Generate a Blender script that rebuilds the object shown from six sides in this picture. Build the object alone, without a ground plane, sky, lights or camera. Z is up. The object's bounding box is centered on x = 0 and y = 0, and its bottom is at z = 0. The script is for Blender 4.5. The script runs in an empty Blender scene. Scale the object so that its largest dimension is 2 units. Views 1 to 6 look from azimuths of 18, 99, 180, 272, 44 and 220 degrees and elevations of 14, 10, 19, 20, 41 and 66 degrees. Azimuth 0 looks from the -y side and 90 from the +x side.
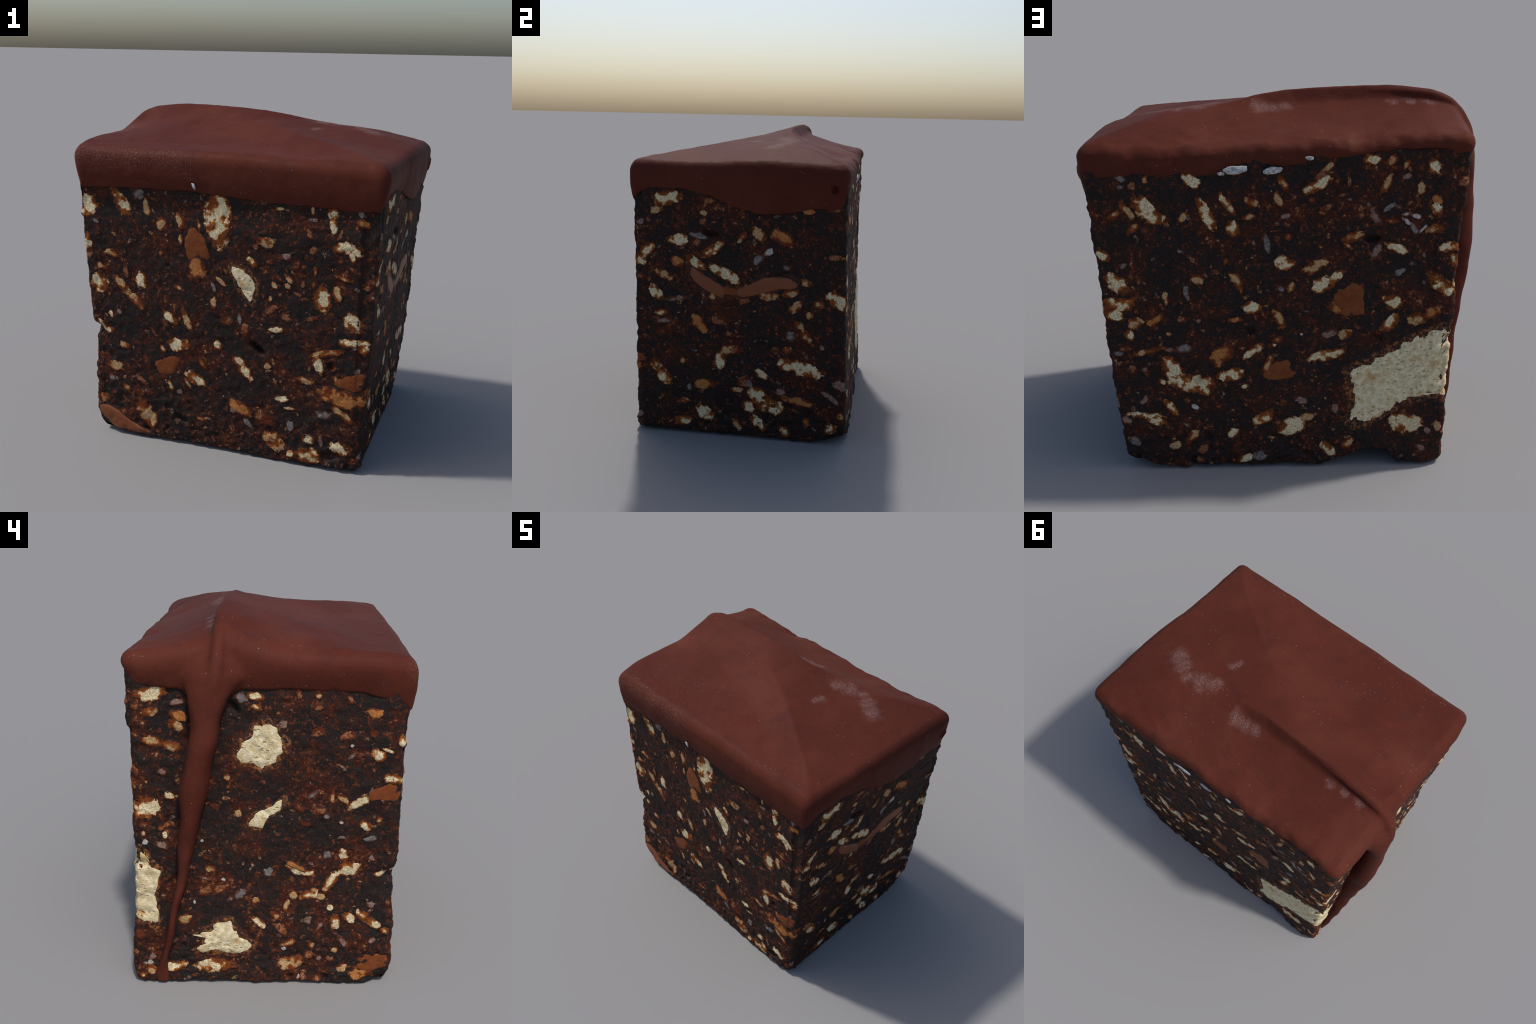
"""A cut block of chocolate biscuit refrigerator cake: a crumbly dark core packed with
biscuit, nut and milk-chocolate pieces, under a poured chocolate glaze with a folded
ridge and one long drip running down the left side.   Units: metres, z up."""
import bpy, math
import numpy as np
from mathutils import Matrix

SEED = 7

# ------------------------------------------------------------------ small helpers
def hash3(ix, iy, iz, seed):
    n = (ix * 73856093) ^ (iy * 19349663) ^ (iz * 83492791) ^ (seed * 2654435761 & 0x7fffffff)
    n = n.astype(np.uint32)
    n = (n ^ (n >> 15)) * np.uint32(2246822519)
    n = (n ^ (n >> 13)) * np.uint32(3266489917)
    n = n ^ (n >> 16)
    return n.astype(np.float64) / 4294967295.0 * 2 - 1

def vnoise(P, scale, seed=0):
    """smooth value noise in -1..1; scale = cells per metre"""
    Q = np.asarray(P) * scale + 1000.0
    I = np.floor(Q).astype(np.int64)
    F = Q - I
    F = F * F * F * (F * (F * 6 - 15) + 10)
    out = 0
    for dx in (0, 1):
        for dy in (0, 1):
            for dz in (0, 1):
                w = (F[:, 0] if dx else 1 - F[:, 0]) * (F[:, 1] if dy else 1 - F[:, 1]) * (F[:, 2] if dz else 1 - F[:, 2])
                out = out + w * hash3(I[:, 0] + dx, I[:, 1] + dy, I[:, 2] + dz, seed)
    return out

def fbm(P, scale, octaves=3, seed=0, gain=0.5):
    t, a = 0, 1.0
    for o in range(octaves):
        t = t + a * vnoise(P, scale * 2.03 ** o, seed + 31 * o)
        a *= gain
    return t

def smoothstep(a, b, x):
    t = np.clip((x - a) / (b - a), 0, 1)
    return t * t * (3 - 2 * t)

def make_mesh(name, V, quads=(), tris=()):
    me = bpy.data.meshes.new(name)
    V = np.asarray(V, dtype=np.float32)
    quads = np.asarray(quads, dtype=np.int32).reshape(-1, 4)
    tris = np.asarray(tris, dtype=np.int32).reshape(-1, 3)
    me.vertices.add(len(V)); me.vertices.foreach_set("co", V.ravel())
    loops = np.concatenate([quads.ravel(), tris.ravel()])
    me.loops.add(len(loops)); me.loops.foreach_set("vertex_index", loops)
    starts = np.concatenate([np.arange(len(quads)) * 4, len(quads) * 4 + np.arange(len(tris)) * 3]).astype(np.int32)
    totals = np.concatenate([np.full(len(quads), 4), np.full(len(tris), 3)]).astype(np.int32)
    me.polygons.add(len(starts)); me.polygons.foreach_set("loop_start", starts)
    me.polygons.foreach_set("loop_total", totals)
    me.polygons.foreach_set("use_smooth", np.ones(len(starts), dtype=bool))
    me.update(calc_edges=True); me.validate()
    return me

def add_object(name, me, parent=None, mat=None):
    ob = bpy.data.objects.new(name, me)
    bpy.context.scene.collection.objects.link(ob)
    if parent: ob.parent = parent
    if mat: me.materials.append(mat)
    return ob

# ------------------------------------------------------------------ the cake's block shape
# upright corner edges, from foot to glaze: heights and (x, y) at each height
EDGE_Z = np.array([0.00, 0.03, 0.08, 0.18, 0.30, 0.46, 0.62, 0.67, 0.72, 0.80, 1.03, 1.23, 1.40, 1.52, 1.75])
EDGE = {
 "front_left":  ([-.772, -.774, -.777, -.781, -.784, -.786, -.792, -.796, -.804, -.814, -.836, -.856, -.870, -.880, -.882],
                 [-.655, -.656, -.656, -.656, -.654, -.652, -.650, -.650, -.651, -.652, -.653, -.655, -.657, -.668, -.668]),
 "front_right": ([.836, .837, .839, .843, .850, .857, .868, .874, .878, .885, .889, .894, .900, .906, .908],
                 [-.653, -.653, -.652, -.651, -.650, -.650, -.652, -.653, -.655, -.657, -.661, -.665, -.670, -.674, -.674]),
 "back_right":  ([.842, .845, .850, .860, .873, .889, .902, .905, .908, .912, .919, .938, .951, .962, .964],
                 [.682, .681, .680, .677, .672, .666, .661, .661, .660, .657, .652, .647, .648, .650, .650]),
 "back_left":   ([-.812, -.812, -.813, -.816, -.822, -.830, -.836, -.839, -.843, -.846, -.840, -.854, -.868, -.880, -.884],
                 [.670, .669, .668, .662, .655, .644, .634, .632, .630, .626, .624, .620, .632, .634, .632]),
}
ORDER = ["front_left", "front_right", "back_right", "back_left"]       # counter-clockwise
FACES = {"front": 0, "right": 1, "back": 2, "left": 3}
AXIS = {"front": 0, "right": 1, "back": 0, "left": 1}

def corners(z):
    return np.stack([np.stack([np.interp(z, EDGE_Z, EDGE[n][0]), np.interp(z, EDGE_Z, EDGE[n][1])], -1) for n in ORDER], 1)

def loop_point(l, z, soft=0.010, fn=corners):
    """point and outward normal at arc length l round the block at height z; soft rounds the edges"""
    l = np.asarray(l, float); z = np.asarray(z, float)
    C = fn(z); E = np.roll(C, -1, 1) - C
    ln = np.linalg.norm(E, axis=2); cum = np.concatenate([np.zeros((len(z), 1)), np.cumsum(ln, 1)], 1)
    tot = cum[:, -1]
    P = np.zeros((len(z), 2)); N = np.zeros((len(z), 2)); idx = np.arange(len(z))
    taps = np.linspace(-2, 2, 7)
    for t in taps:
        q = np.mod(l + t * soft, tot)
        k = np.clip((q[:, None] >= cum[:, 1:4]).sum(1), 0, 3)
        s = (q - cum[idx, k]) / ln[idx, k]
        P += C[idx, k] + E[idx, k] * s[:, None]
        e = E[idx, k] / ln[idx, k][:, None]
        N += np.stack([e[:, 1], -e[:, 0]], -1)
    P /= len(taps); N /= np.linalg.norm(N, axis=1)[:, None]
    return P, N, tot

def arc_of(face, a, z):
    """arc length of the place on a face whose world x (front, back) or y (left, right) is a"""
    a = np.atleast_1d(np.asarray(a, float)); z = np.atleast_1d(np.asarray(z, float))
    C = corners(z); E = np.roll(C, -1, 1) - C; ln = np.linalg.norm(E, axis=2)
    k, ax = FACES[face], AXIS[face]
    s = (a - C[:, k, ax]) / E[:, k, ax]
    return ln[:, :k].sum(1) + s * ln[:, k]

# pits and holes in the cut faces: face, a, z, half length, half width, angle, depth
PITS = [("front", .235, .665, .05, .018, -38, .05), ("front", .66, .62, .022, .022, 0, .03), ("front", .68, .09, .05, .03, 20, .025),
        ("front", -.23, .16, .04, .02, -30, .025), ("back", -.44, 1.255, .045, .018, 0, .035), ("back", .46, .515, .03, .022, -40, .03),
        ("back", .03, .175, .04, .02, 0, .02), ("back", .18, .78, .025, .018, 0, .025), ("back", -.47, .73, .03, .014, 20, .02),
        ("right", -.17, 1.305, .05, .018, -8, .04), ("right", -.30, 1.14, .02, .025, 0, .02), ("right", .27, 1.07, .04, .012, 20, .012),
        ("left", .455, .92, .025, .05, 0, .014), ("left", .44, .60, .02, .05, 0, .010), ("left", .15, 1.52, .04, .02, 50, .02)]

def displace(P3, N2, z, fine=1.0):
    """crumbly relief of the cut core, along the outward normal"""
    C = corners(z)
    dist = np.sqrt(((P3[:, None, :2] - C) ** 2).sum(2)).min(1)
    edge = np.exp(-(dist / 0.05) ** 2)
    low = 1 - smoothstep(0.05, 0.40, z)
    amp = 1 + 0.9 * edge + 1.3 * low
    # the cut faces are not quite flat
    y, x = P3[:, 1], P3[:, 0]
    front = smoothstep(-.60, -.645, y) * smoothstep(.93, .86, np.abs(x) + .09 * (1.5 - z) / 1.5)
    fx = smoothstep(-.1, .6, x) * (1 - smoothstep(.5, 1.0, z)) * .010 - smoothstep(.3, -.4, x) * smoothstep(.7, 1.1, z) * .008
    front = np.where(y < -.6, .45 + .55 * front, 0)
    left = (x < -.74) * smoothstep(.675, .61, np.abs(y)); right = (x > .80) * 1.0; rear = (y > .6) * 1.0
    bow = front * (.005 * (1 - smoothstep(.15, .75, z)) - .004 * smoothstep(.75, 1.15, z) - .012 * smoothstep(1.32, 1.46, z))
    bow += front * fx
    bow += left * (.012 * smoothstep(.1, .3, z) * (1 - .5 * smoothstep(1.2, 1.5, z)) * (.65 + .35 * smoothstep(.35, .1, y)))
    bow += rear * .005 * (1 - smoothstep(1.0, 1.4, z)) - right * (.004 + .006 * smoothstep(.4, 1.0, z)) * smoothstep(.5, -.1, y)
    bow += (.3 * front + left + right) * .010 * (1 - smoothstep(.03, .17, z))
    # corners of the foot worn away
    for cx, cy, r, dep in ((-.775, -.655, .085, .060), (.838, -.652, .04, .030), (.845, .682, .09, .085), (-.812, .669, .05, .022)):
        bow -= dep * np.exp(-((x - cx) ** 2 + (y - cy) ** 2 + (1.3 * z) ** 2) / r ** 2)
    d = bow + fine * 0.0032 * fbm(P3, 13, 2, 3) + fine * amp * (0.0026 * fbm(P3, 28, 2, 5) + 0.0011 * vnoise(P3, 68, 9))
    d -= fine * 0.010 * smoothstep(0.55, 0.9, vnoise(P3, 22, 17)) * (0.5 + low)
    d -= edge * 0.009 * smoothstep(0.35, 0.85, vnoise(P3, 13, 19))                     # chipped uprights
    # wavy biscuit edge at the back left upright
    bl = np.exp(-(np.sqrt(((P3[:, :2] - C[:, 3]) ** 2).sum(1)) / 0.07) ** 2) * smoothstep(.36, .42, z) * (1 - smoothstep(.78, .84, z))
    d += bl * (-.017 + .010 * vnoise(np.stack([z * 0 + 3.3, z * 0, z], 1), 17, 23) + .007 * np.sin(z * 2 * math.pi / .083 + 2.0 + 2.2 * np.sin(z * 17)))
    # bitten notch on the front left upright
    fl = np.exp(-(np.sqrt(((P3[:, :2] - C[:, 0]) ** 2).sum(1)) / 0.06) ** 2)
    d -= fl * (0.040 * np.exp(-np.abs((z - .655) / .030) ** 3) + 0.018 * smoothstep(.40, .52, z) * (1 - smoothstep(.66, .70, z)))
    for face, a, zz, hl, hw, ang, dep in PITS:
        ax = AXIS[face]
        k = FACES[face]
        near = np.abs(P3[:, 1 - ax] - corners(np.array([zz]))[0, k, 1 - ax]) < 0.12
        ca, sa = math.cos(math.radians(ang)), math.sin(math.radians(ang))
        u, v = P3[:, ax] - a, z - zz
        r2 = ((u * ca + v * sa) / hl) ** 2 + ((-u * sa + v * ca) / hw) ** 2
        d -= np.where(near, dep * np.exp(-r2 ** 2), 0)
    return d

def surface(l, z, lift=0.0, fine=1.0):
    P, N, _ = loop_point(l, z)
    P3 = np.concatenate([P, z[:, None]], 1)
    d = displace(P3, N, z, fine) + lift
    return P3 + np.concatenate([N * d[:, None], np.zeros((len(z), 1))], 1), N

def foot_height(P):
    """the ragged lower rim: how high the side wall starts above the ground"""
    x, y = P[:, 0], P[:, 1]
    Q = np.concatenate([P, np.zeros((len(P), 1))], 1)
    h = 0.011 + 0.008 * fbm(Q, 9, 3, 41) + 0.003 * vnoise(Q, 40, 43)
    h += 0.085 * smoothstep(-.59, -.525, x) * (1 - smoothstep(-.46, -.14, x)) * smoothstep(.35, .55, y)          # notch under the back face
    h += 0.040 * np.exp(-(((x - .80) / .09) ** 2 + ((y - .66) / .12) ** 2))
    h += 0.020 * np.exp(-(((x + .72) / .08) ** 2 + ((y + .62) / .10) ** 2))
    return np.maximum(h, -0.002)

def build_core(root, mat):
    nl, nz = 860, 270
    t = np.linspace(0, 1, nz)
    u = np.arange(nl) / nl
    base, _, tot0 = loop_point(u * loop_point(np.zeros(1), np.full(1, .05))[2][0], np.full(nl, .05))
    zf = foot_height(base)
    ztop = 1.66 + .038 * smoothstep(.5, .6, base[:, 1]) * smoothstep(.25, -.15, base[:, 0])      # the glaze sits higher at the back left
    V = []
    for inset, dz in ((.10, .014), (.045, .006), (.016, .001), (.004, .004)):        # rounded underside rim
        z = np.maximum(zf + dz, 0.001)
        _, _, tot = loop_point(np.zeros(nl), z)
        P, N, _ = loop_point(u * tot, z)
        d = displace(np.concatenate([P, z[:, None]], 1), N, z)
        Q = np.concatenate([P + N * (d - inset)[:, None], z[:, None]], 1)
        Q[:, 2] += 0.004 * vnoise(Q, 25, 77)
        Q[:, 2] = np.maximum(Q[:, 2], 0.0)
        V.append(Q)
    for j in range(nz):
        z = zf + 0.008 + t[j] * (ztop - zf - 0.008)
        _, _, tot = loop_point(np.zeros(nl), z)
        S, _ = surface(u * tot, z)
        V.append(S)
    rings = len(V)
    V = np.concatenate(V)
    i, j = np.meshgrid(np.arange(nl), np.arange(rings - 1))
    a = j * nl + i; b = j * nl + (i + 1) % nl
    quads = np.stack([a, b, b + nl, a + nl], -1).reshape(-1, 4)
    cb, ct = len(V), len(V) + 1
    V = np.concatenate([V, [[0.02, 0, 0.02], [0.02, 0, 1.66]]])
    k = np.arange(nl); top = (rings - 1) * nl
    tris = np.concatenate([np.stack([np.full(nl, cb), (k + 1) % nl, k], -1),
                           np.stack([np.full(nl, ct), top + k, top + (k + 1) % nl], -1)])
    return add_object("cake_core", make_mesh("cake_core", V, quads, tris), root, mat)

# ------------------------------------------------------------------ the poured glaze
# lower lip of the glaze on each face: place along the face, height
LIP = {
 "front": ([-.88, -.67, -.43, -.13, .06, .33, .60, .90], [1.505, 1.523, 1.529, 1.527, 1.515, 1.502, 1.496, 1.490]),
 "right": ([-.67, -.61, -.56, -.34, -.18, -.02, .15, .31, .46, .65], [1.500, 1.540, 1.568, 1.566, 1.533, 1.472, 1.430, 1.446, 1.480, 1.487]),
 "back":  ([-.89, -.70, -.47, -.31, -.16, -.04, .15, .31, .50, .62, .85, .95], [1.660, 1.683, 1.684, 1.670, 1.650, 1.628, 1.606, 1.594, 1.583, 1.584, 1.590, 1.555]),
 "left":  ([-.68, -.61, -.53, -.40, -.20, 0., .13, .19, .33, .375, .52, .62], [1.512, 1.545, 1.575, 1.600, 1.606, 1.602, 1.598, 1.555, 1.535, 1.600, 1.608, 1.620]),
}
GLAZE_CORNER = {"front_left": (-.894, -.680), "front_right": (.918, -.684), "back_right": (.980, .666), "back_left": (-.906, .640)}
# the folded top: a crest from the drip to the back right corner, the groove behind it, a crease
# from the crest to the front right corner, the shoulder line all round, and spots on the facets
CREST = [(-.905, .205, 1.852), (-.835, .210, 1.902), (-.764, .212, 1.927), (-.64, .213, 1.944), (-.529, .214, 1.951), (-.349, .210, 1.948), (-.171, .200, 1.942),
         (-.017, .192, 1.932), (.145, .205, 1.908), (.310, .262, 1.872), (.546, .345, 1.832), (.709, .427, 1.815), (.865, .55, 1.768), (.98, .665, 1.722)]
CREST_FLANK = [(-.84, .175, 1.893), (-.75, .175, 1.921), (-.529, .175, 1.945), (-.349, .172, 1.941), (-.173, .165, 1.932)]
GROOVE = [(-.905, .29, 1.815), (-.83, .246, 1.848), (-.72, .246, 1.868), (-.523, .249, 1.880), (-.307, .245, 1.876), (-.093, .243, 1.868), (.05, .25, 1.864)]
FRONT_CREASE = [(-.80, .105, 1.853), (-.676, .090, 1.892), (-.40, .082, 1.906), (-.21, .056, 1.895), (-.04, -.013, 1.878), (.152, -.103, 1.858), (.321, -.215, 1.831), (.522, -.343, 1.805),
                (.732, -.493, 1.770), (.848, -.597, 1.747), (.925, -.69, 1.725)]
SHOULDER = [(-.55, -.69, 1.748), (-.25, -.69, 1.752), (.0, -.69, 1.752), (.3, -.69, 1.746), (.55, -.69, 1.740), (.8, -.69, 1.730),
            (.97, -.40, 1.718), (.985, -.26, 1.719), (.99, -.10, 1.722), (.99, .02, 1.734), (.99, .17, 1.742), (.99, .34, 1.736), (.99, .49, 1.731), (.985, .60, 1.724),
            (.84, .675, 1.735), (.74, .675, 1.718), (.60, .675, 1.702), (.42, .675, 1.708), (.29, .675, 1.714), (.12, .675, 1.722), (.0, .675, 1.740), (-.17, .675, 1.738),
            (-.28, .675, 1.735), (-.37, .675, 1.714), (-.46, .675, 1.738), (-.60, .665, 1.752), (-.76, .66, 1.759), (-.91, .65, 1.762),
            (-.92, .47, 1.778), (-.92, .38, 1.800), (-.92, .11, 1.824), (-.92, .05, 1.808), (-.92, -.03, 1.784), (-.92, -.11, 1.774), (-.92, -.30, 1.776), (-.92, -.45, 1.776), (-.92, -.60, 1.760), (-.91, -.69, 1.748)]
SPOTS = [(-.53, -.286, 1.813), (-.394, -.483, 1.767), (-.192, -.469, 1.766), (-.348, -.594, 1.757), (.181, .145, 1.886), (.329, .114, 1.868),
         (.368, .008, 1.840), (.52, -.161, 1.800), (.427, -.55, 1.748), (.484, .381, 1.823), (.252, .518, 1.748), (.308, .506, 1.750), (.002, .619, 1.741), (.704, .168, 1.823),
         (.579, .258, 1.848), (.409, .222, 1.862), (-.347, .506, 1.783), (-.38, .60, 1.735), (-.86, -.57, 1.774), (-.86, -.365, 1.788), (-.86, -.11, 1.790), (-.86, -.02, 1.816), (-.86, .06, 1.846),
         (-.75, -.30, 1.799), (-.75, -.12, 1.822), (-.70, -.52, 1.768), (-.65, -.05, 1.842), (-.28, -.18, 1.818), (-.05, -.22, 1.806), (.12, -.32, 1.780), (.30, -.42, 1.764), (-.45, -.10, 1.848), (.75, -.15, 1.768), (.75, .02, 1.792), (-.86, .33, 1.818), (-.86, .47, 1.787), (-.72, .42, 1.818), (-.55, .42, 1.818), (-.1, .40, 1.812), (.15, .36, 1.822)]

def folded_surface():
    """height of the top: flat facets between those lines, with the folds slightly softened"""
    from mathutils.geometry import delaunay_2d_cdt
    from mathutils import Vector
    pts, edges = [], []
    for line in (CREST, CREST_FLANK, GROOVE, FRONT_CREASE):
        k = len(pts); pts += line; edges += [(k + i, k + i + 1) for i in range(len(line) - 1)]
    pts += SHOULDER + SPOTS
    far = [(x * 1.25, y * 1.3, z - .02) for x, y, z in SHOULDER + [CREST[-1], FRONT_CREASE[-1], CREST[0]]]
    pts += far
    A = np.array(pts)
    v, e, f, ov, oe, of = delaunay_2d_cdt([Vector(p[:2]) for p in pts], edges, [], 0, 1e-5)
    Z = np.array([np.mean([A[j, 2] for j in o]) if o else np.nan for o in ov]); X = np.array([q[:] for q in v])
    for i in np.where(np.isnan(Z))[0]:
        d = ((A[:, :2] - X[i]) ** 2).sum(1); w = 1 / (d + 1e-6); Z[i] = (w * A[:, 2]).sum() / w.sum()
    h = 0.006; x0, y0, nx, ny = -1.15, -.88, 384, 294
    gx, gy = np.meshgrid(x0 + h * np.arange(nx), y0 + h * np.arange(ny)); G = np.full(gx.shape, 1.72)
    for t in f:
        for k in range(1, len(t) - 1):
            a, b, c = X[t[0]], X[t[k]], X[t[k + 1]]
            i0, i1 = [int(np.clip((q - x0) / h, 0, nx - 1)) for q in (min(a[0], b[0], c[0]) - h, max(a[0], b[0], c[0]) + 2 * h)]
            j0, j1 = [int(np.clip((q - y0) / h, 0, ny - 1)) for q in (min(a[1], b[1], c[1]) - h, max(a[1], b[1], c[1]) + 2 * h)]
            sx, sy = gx[j0:j1 + 1, i0:i1 + 1], gy[j0:j1 + 1, i0:i1 + 1]
            det = (b[1] - c[1]) * (a[0] - c[0]) + (c[0] - b[0]) * (a[1] - c[1])
            if abs(det) < 1e-10: continue
            u = ((b[1] - c[1]) * (sx - c[0]) + (c[0] - b[0]) * (sy - c[1])) / det
            w = ((c[1] - a[1]) * (sx - c[0]) + (a[0] - c[0]) * (sy - c[1])) / det
            m = (u >= -1e-6) & (w >= -1e-6) & (u + w <= 1 + 1e-6)
            G[j0:j1 + 1, i0:i1 + 1][m] = (u * Z[t[0]] + w * Z[t[k]] + (1 - u - w) * Z[t[k + 1]])[m]
    def blur(M, sig):
        r = int(3 * sig / h) + 1; k = np.exp(-(np.arange(-r, r + 1) * h / sig) ** 2 / 2); k /= k.sum()
        for ax in (0, 1):
            P = np.pad(M, [(r, r) if q == ax else (0, 0) for q in (0, 1)], mode="edge")
            M = sum(k[i] * (P[i:i + M.shape[0]] if ax == 0 else P[:, i:i + M.shape[1]]) for i in range(2 * r + 1))
        return M
    sharp, soft = blur(G, .0055), blur(G, .020)
    # crisp along the crest, melted elsewhere
    dist = np.full(G.shape, 9.0)
    for a, b in zip(CREST[:-3], CREST[1:-2]):
        a, b = np.array(a[:2]), np.array(b[:2]); d = b - a
        t = np.clip(((gx - a[0]) * d[0] + (gy - a[1]) * d[1]) / (d @ d), 0, 1)
        dist = np.minimum(dist, np.hypot(gx - a[0] - t * d[0], gy - a[1] - t * d[1]))
    w = np.exp(-(dist / .09) ** 2) * (1 - smoothstep(.15, .6, gx))
    H = sharp * w + soft * (1 - w)
    dist[:] = 9.0
    for a, b in zip(FRONT_CREASE[3:-2], FRONT_CREASE[4:-1]):
        a, b = np.array(a[:2]), np.array(b[:2]); d = b - a
        t = np.clip(((gx - a[0]) * d[0] + (gy - a[1]) * d[1]) / (d @ d), 0, 1)
        dist = np.minimum(dist, np.hypot(gx - a[0] - t * d[0], gy - a[1] - t * d[1]))
    w = np.exp(-(dist / .05) ** 2)
    H = H * (1 - w) + (blur(G, .010) + .0012 * np.exp(-(dist / .02) ** 2)) * w
    def top(Q):
        fx, fy = (Q[:, 0] - x0) / h, (Q[:, 1] - y0) / h
        i, j = np.clip(fx.astype(int), 0, nx - 2), np.clip(fy.astype(int), 0, ny - 2)
        u, v_ = fx - i, fy - j
        return H[j, i] * (1 - u) * (1 - v_) + H[j, i + 1] * u * (1 - v_) + H[j + 1, i] * (1 - u) * v_ + H[j + 1, i + 1] * u * v_
    return top

def glaze_outline(z):
    C = np.array([GLAZE_CORNER[n] for n in ORDER])
    return np.repeat(C[None], len(z), 0)

def build_glaze(root, mat):
    top = folded_surface()
    n = 720
    z0 = np.zeros(n)
    tot = loop_point(np.zeros(1), np.zeros(1), fn=glaze_outline)[2][0]
    u = np.arange(n) / n * tot
    P, N, _ = loop_point(u, z0, soft=0.027, fn=glaze_outline)
    # lip height at each place round the block
    C = glaze_outline(np.zeros(1))[0]; E = np.roll(C, -1, 0) - C; ln = np.linalg.norm(E, axis=1); cum = np.concatenate([[0], np.cumsum(ln)])
    lip = np.zeros(n)
    for f, k in FACES.items():
        m = (u >= cum[k]) & (u < cum[k + 1])
        lip[m] = np.interp(P[m, AXIS[f]], *LIP[f])
    for _ in range(4): lip = (np.roll(lip, 1) + 2 * lip + np.roll(lip, -1)) / 4
    Q0 = np.concatenate([P, np.zeros((n, 1))], 1)
    lip = lip + 0.004 * fbm(Q0, 14, 2, 61) + 0.003 * vnoise(Q0, 45, 62)
    bulge = 0.013 * smoothstep(-.35, .1, P[:, 1]) * (1 - smoothstep(.55, .66, P[:, 1])) * (P[:, 0] > .9)      # right side swells out
    bulge += 0.020 * smoothstep(-.67, -.5, P[:, 1]) * (1 - smoothstep(.45, .63, P[:, 1])) * (P[:, 0] < -.85)
    bulge += 0.006 * (P[:, 0] > .9)
    for _ in range(10): bulge = (np.roll(bulge, 1) + bulge + np.roll(bulge, -1)) / 3
    ragged = smoothstep(.6, .64, P[:, 1]) * .010 * fbm(Q0, 7, 3, 66)
    P = P + N * (0.003 * fbm(Q0, 6, 2, 65) + bulge + ragged)[:, None]
    radius = 0.068 - 0.010 * smoothstep(.85, .93, P[:, 0]) - .026 * smoothstep(.55, .62, P[:, 1]) * (P[:, 0] < .9)
    for _ in range(12): radius = (np.roll(radius, 1) + radius + np.roll(radius, -1)) / 3
    rim = top(P)
    V = []
    for inset, dz in ((.16, .03), (.08, .015), (.03, .0)):                          # hidden underside, inside the core
        V.append(np.concatenate([P - N * inset, (lip + dz)[:, None]], 1))
    side_top = rim - radius
    for s in np.linspace(0, 1, 14):                                                  # side: thin lip swelling to a bulge
        z = lip + (side_top - lip) * s
        thin = smoothstep(0.02, 0.10, side_top - lip)
        tight = np.clip((P[:, 0] < -.86) + (P[:, 1] > .58) * (P[:, 0] < .2), 0, 1)
        right = (P[:, 0] > .9) * 1.0
        off = -(0.020 + .008 * right + 0.008 * thin * tight) * (1 - s) ** (2.6 - 1.0 * tight - .9 * right)
        V.append(np.concatenate([P + N * off[:, None], z[:, None]], 1))
    cen = np.array([.03, -.01])
    reach = np.abs(((P - cen) * N).sum(1))
    for q in np.linspace(0.03, 1, 12):                                               # rounded shoulder
        d = radius * q
        X = P + (cen - P) * (d / reach)[:, None]
        drop = radius - np.sqrt(np.maximum(0, radius ** 2 - (radius - d) ** 2))
        V.append(np.concatenate([X, (top(X) - drop)[:, None]], 1))
    for s in np.linspace(1, 0, 110)[1:-1]:
        f = 1 - (1 - s) * (1 - radius / reach) - radius / reach
        X = cen + (P - cen) * f[:, None]
        V.append(np.concatenate([X, top(X)[:, None]], 1))
    rings = len(V); V = np.concatenate(V)
    i, j = np.meshgrid(np.arange(n), np.arange(rings - 1))
    a = j * n + i; b = j * n + (i + 1) % n
    quads = np.stack([a, b, b + n, a + n], -1).reshape(-1, 4)
    ct, cb = len(V), len(V) + 1
    V = np.concatenate([V, [[cen[0], cen[1], top(cen[None])[0]]], [[cen[0], cen[1], 1.62]]])
    k = np.arange(n); last = (rings - 1) * n
    tris = np.concatenate([np.stack([np.full(n, ct), last + k, last + (k + 1) % n], -1), np.stack([np.full(n, cb), (k + 1) % n, k], -1)])
    slab = add_object("glaze_slab", make_mesh("glaze_slab", V, quads, tris))

    # the drip: height, y of its middle, half width, outermost x
    DRIP = [(1.835, .205, .020, -.850), (1.815, .207, .040, -.895), (1.786, .212, .075, -.930), (1.726, .220, .150, -.968), (1.666, .222, .172, -.988),
            (1.610, .238, .122, -.993), (1.560, .248, .088, -.994), (1.46, .264, .064, -.992), (1.35, .280, .062, -.994), (1.24, .298, .066, -1.000),
            (1.16, .312, .066, -1.001), (1.08, .328, .062, -.997), (1.00, .345, .052, -.986), (.90, .361, .044, -.968), (.80, .375, .038, -.950), (.70, .392, .031, -.936),
            (.60, .409, .023, -.922), (.50, .432, .021, -.911), (.40, .452, .020, -.900), (.30, .474, .020, -.886), (.20, .497, .020, -.869), (.12, .512, .023, -.858),
            (.075, .518, .031, -.852), (.045, .520, .037, -.848), (.012, .520, .030, -.842)]
    D = np.array(DRIP)
    zz = np.concatenate([np.linspace(1.835, 1.5, 60), np.linspace(1.49, .012, 150)])
    o = np.argsort(D[:, 0])
    yc, hw, xo = [np.interp(zz, D[o, 0], D[o, c]) for c in (1, 2, 3)]
    for arr in (yc, hw, xo):
        for _ in range(8): arr[1:-1] = (arr[:-2] + 2 * arr[1:-1] + arr[2:]) / 4
    xo = xo + .010 * smoothstep(1.35, 1.15, zz) + .003 * np.sin(zz * 31) * smoothstep(1.5, 1.3, zz)
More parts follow.
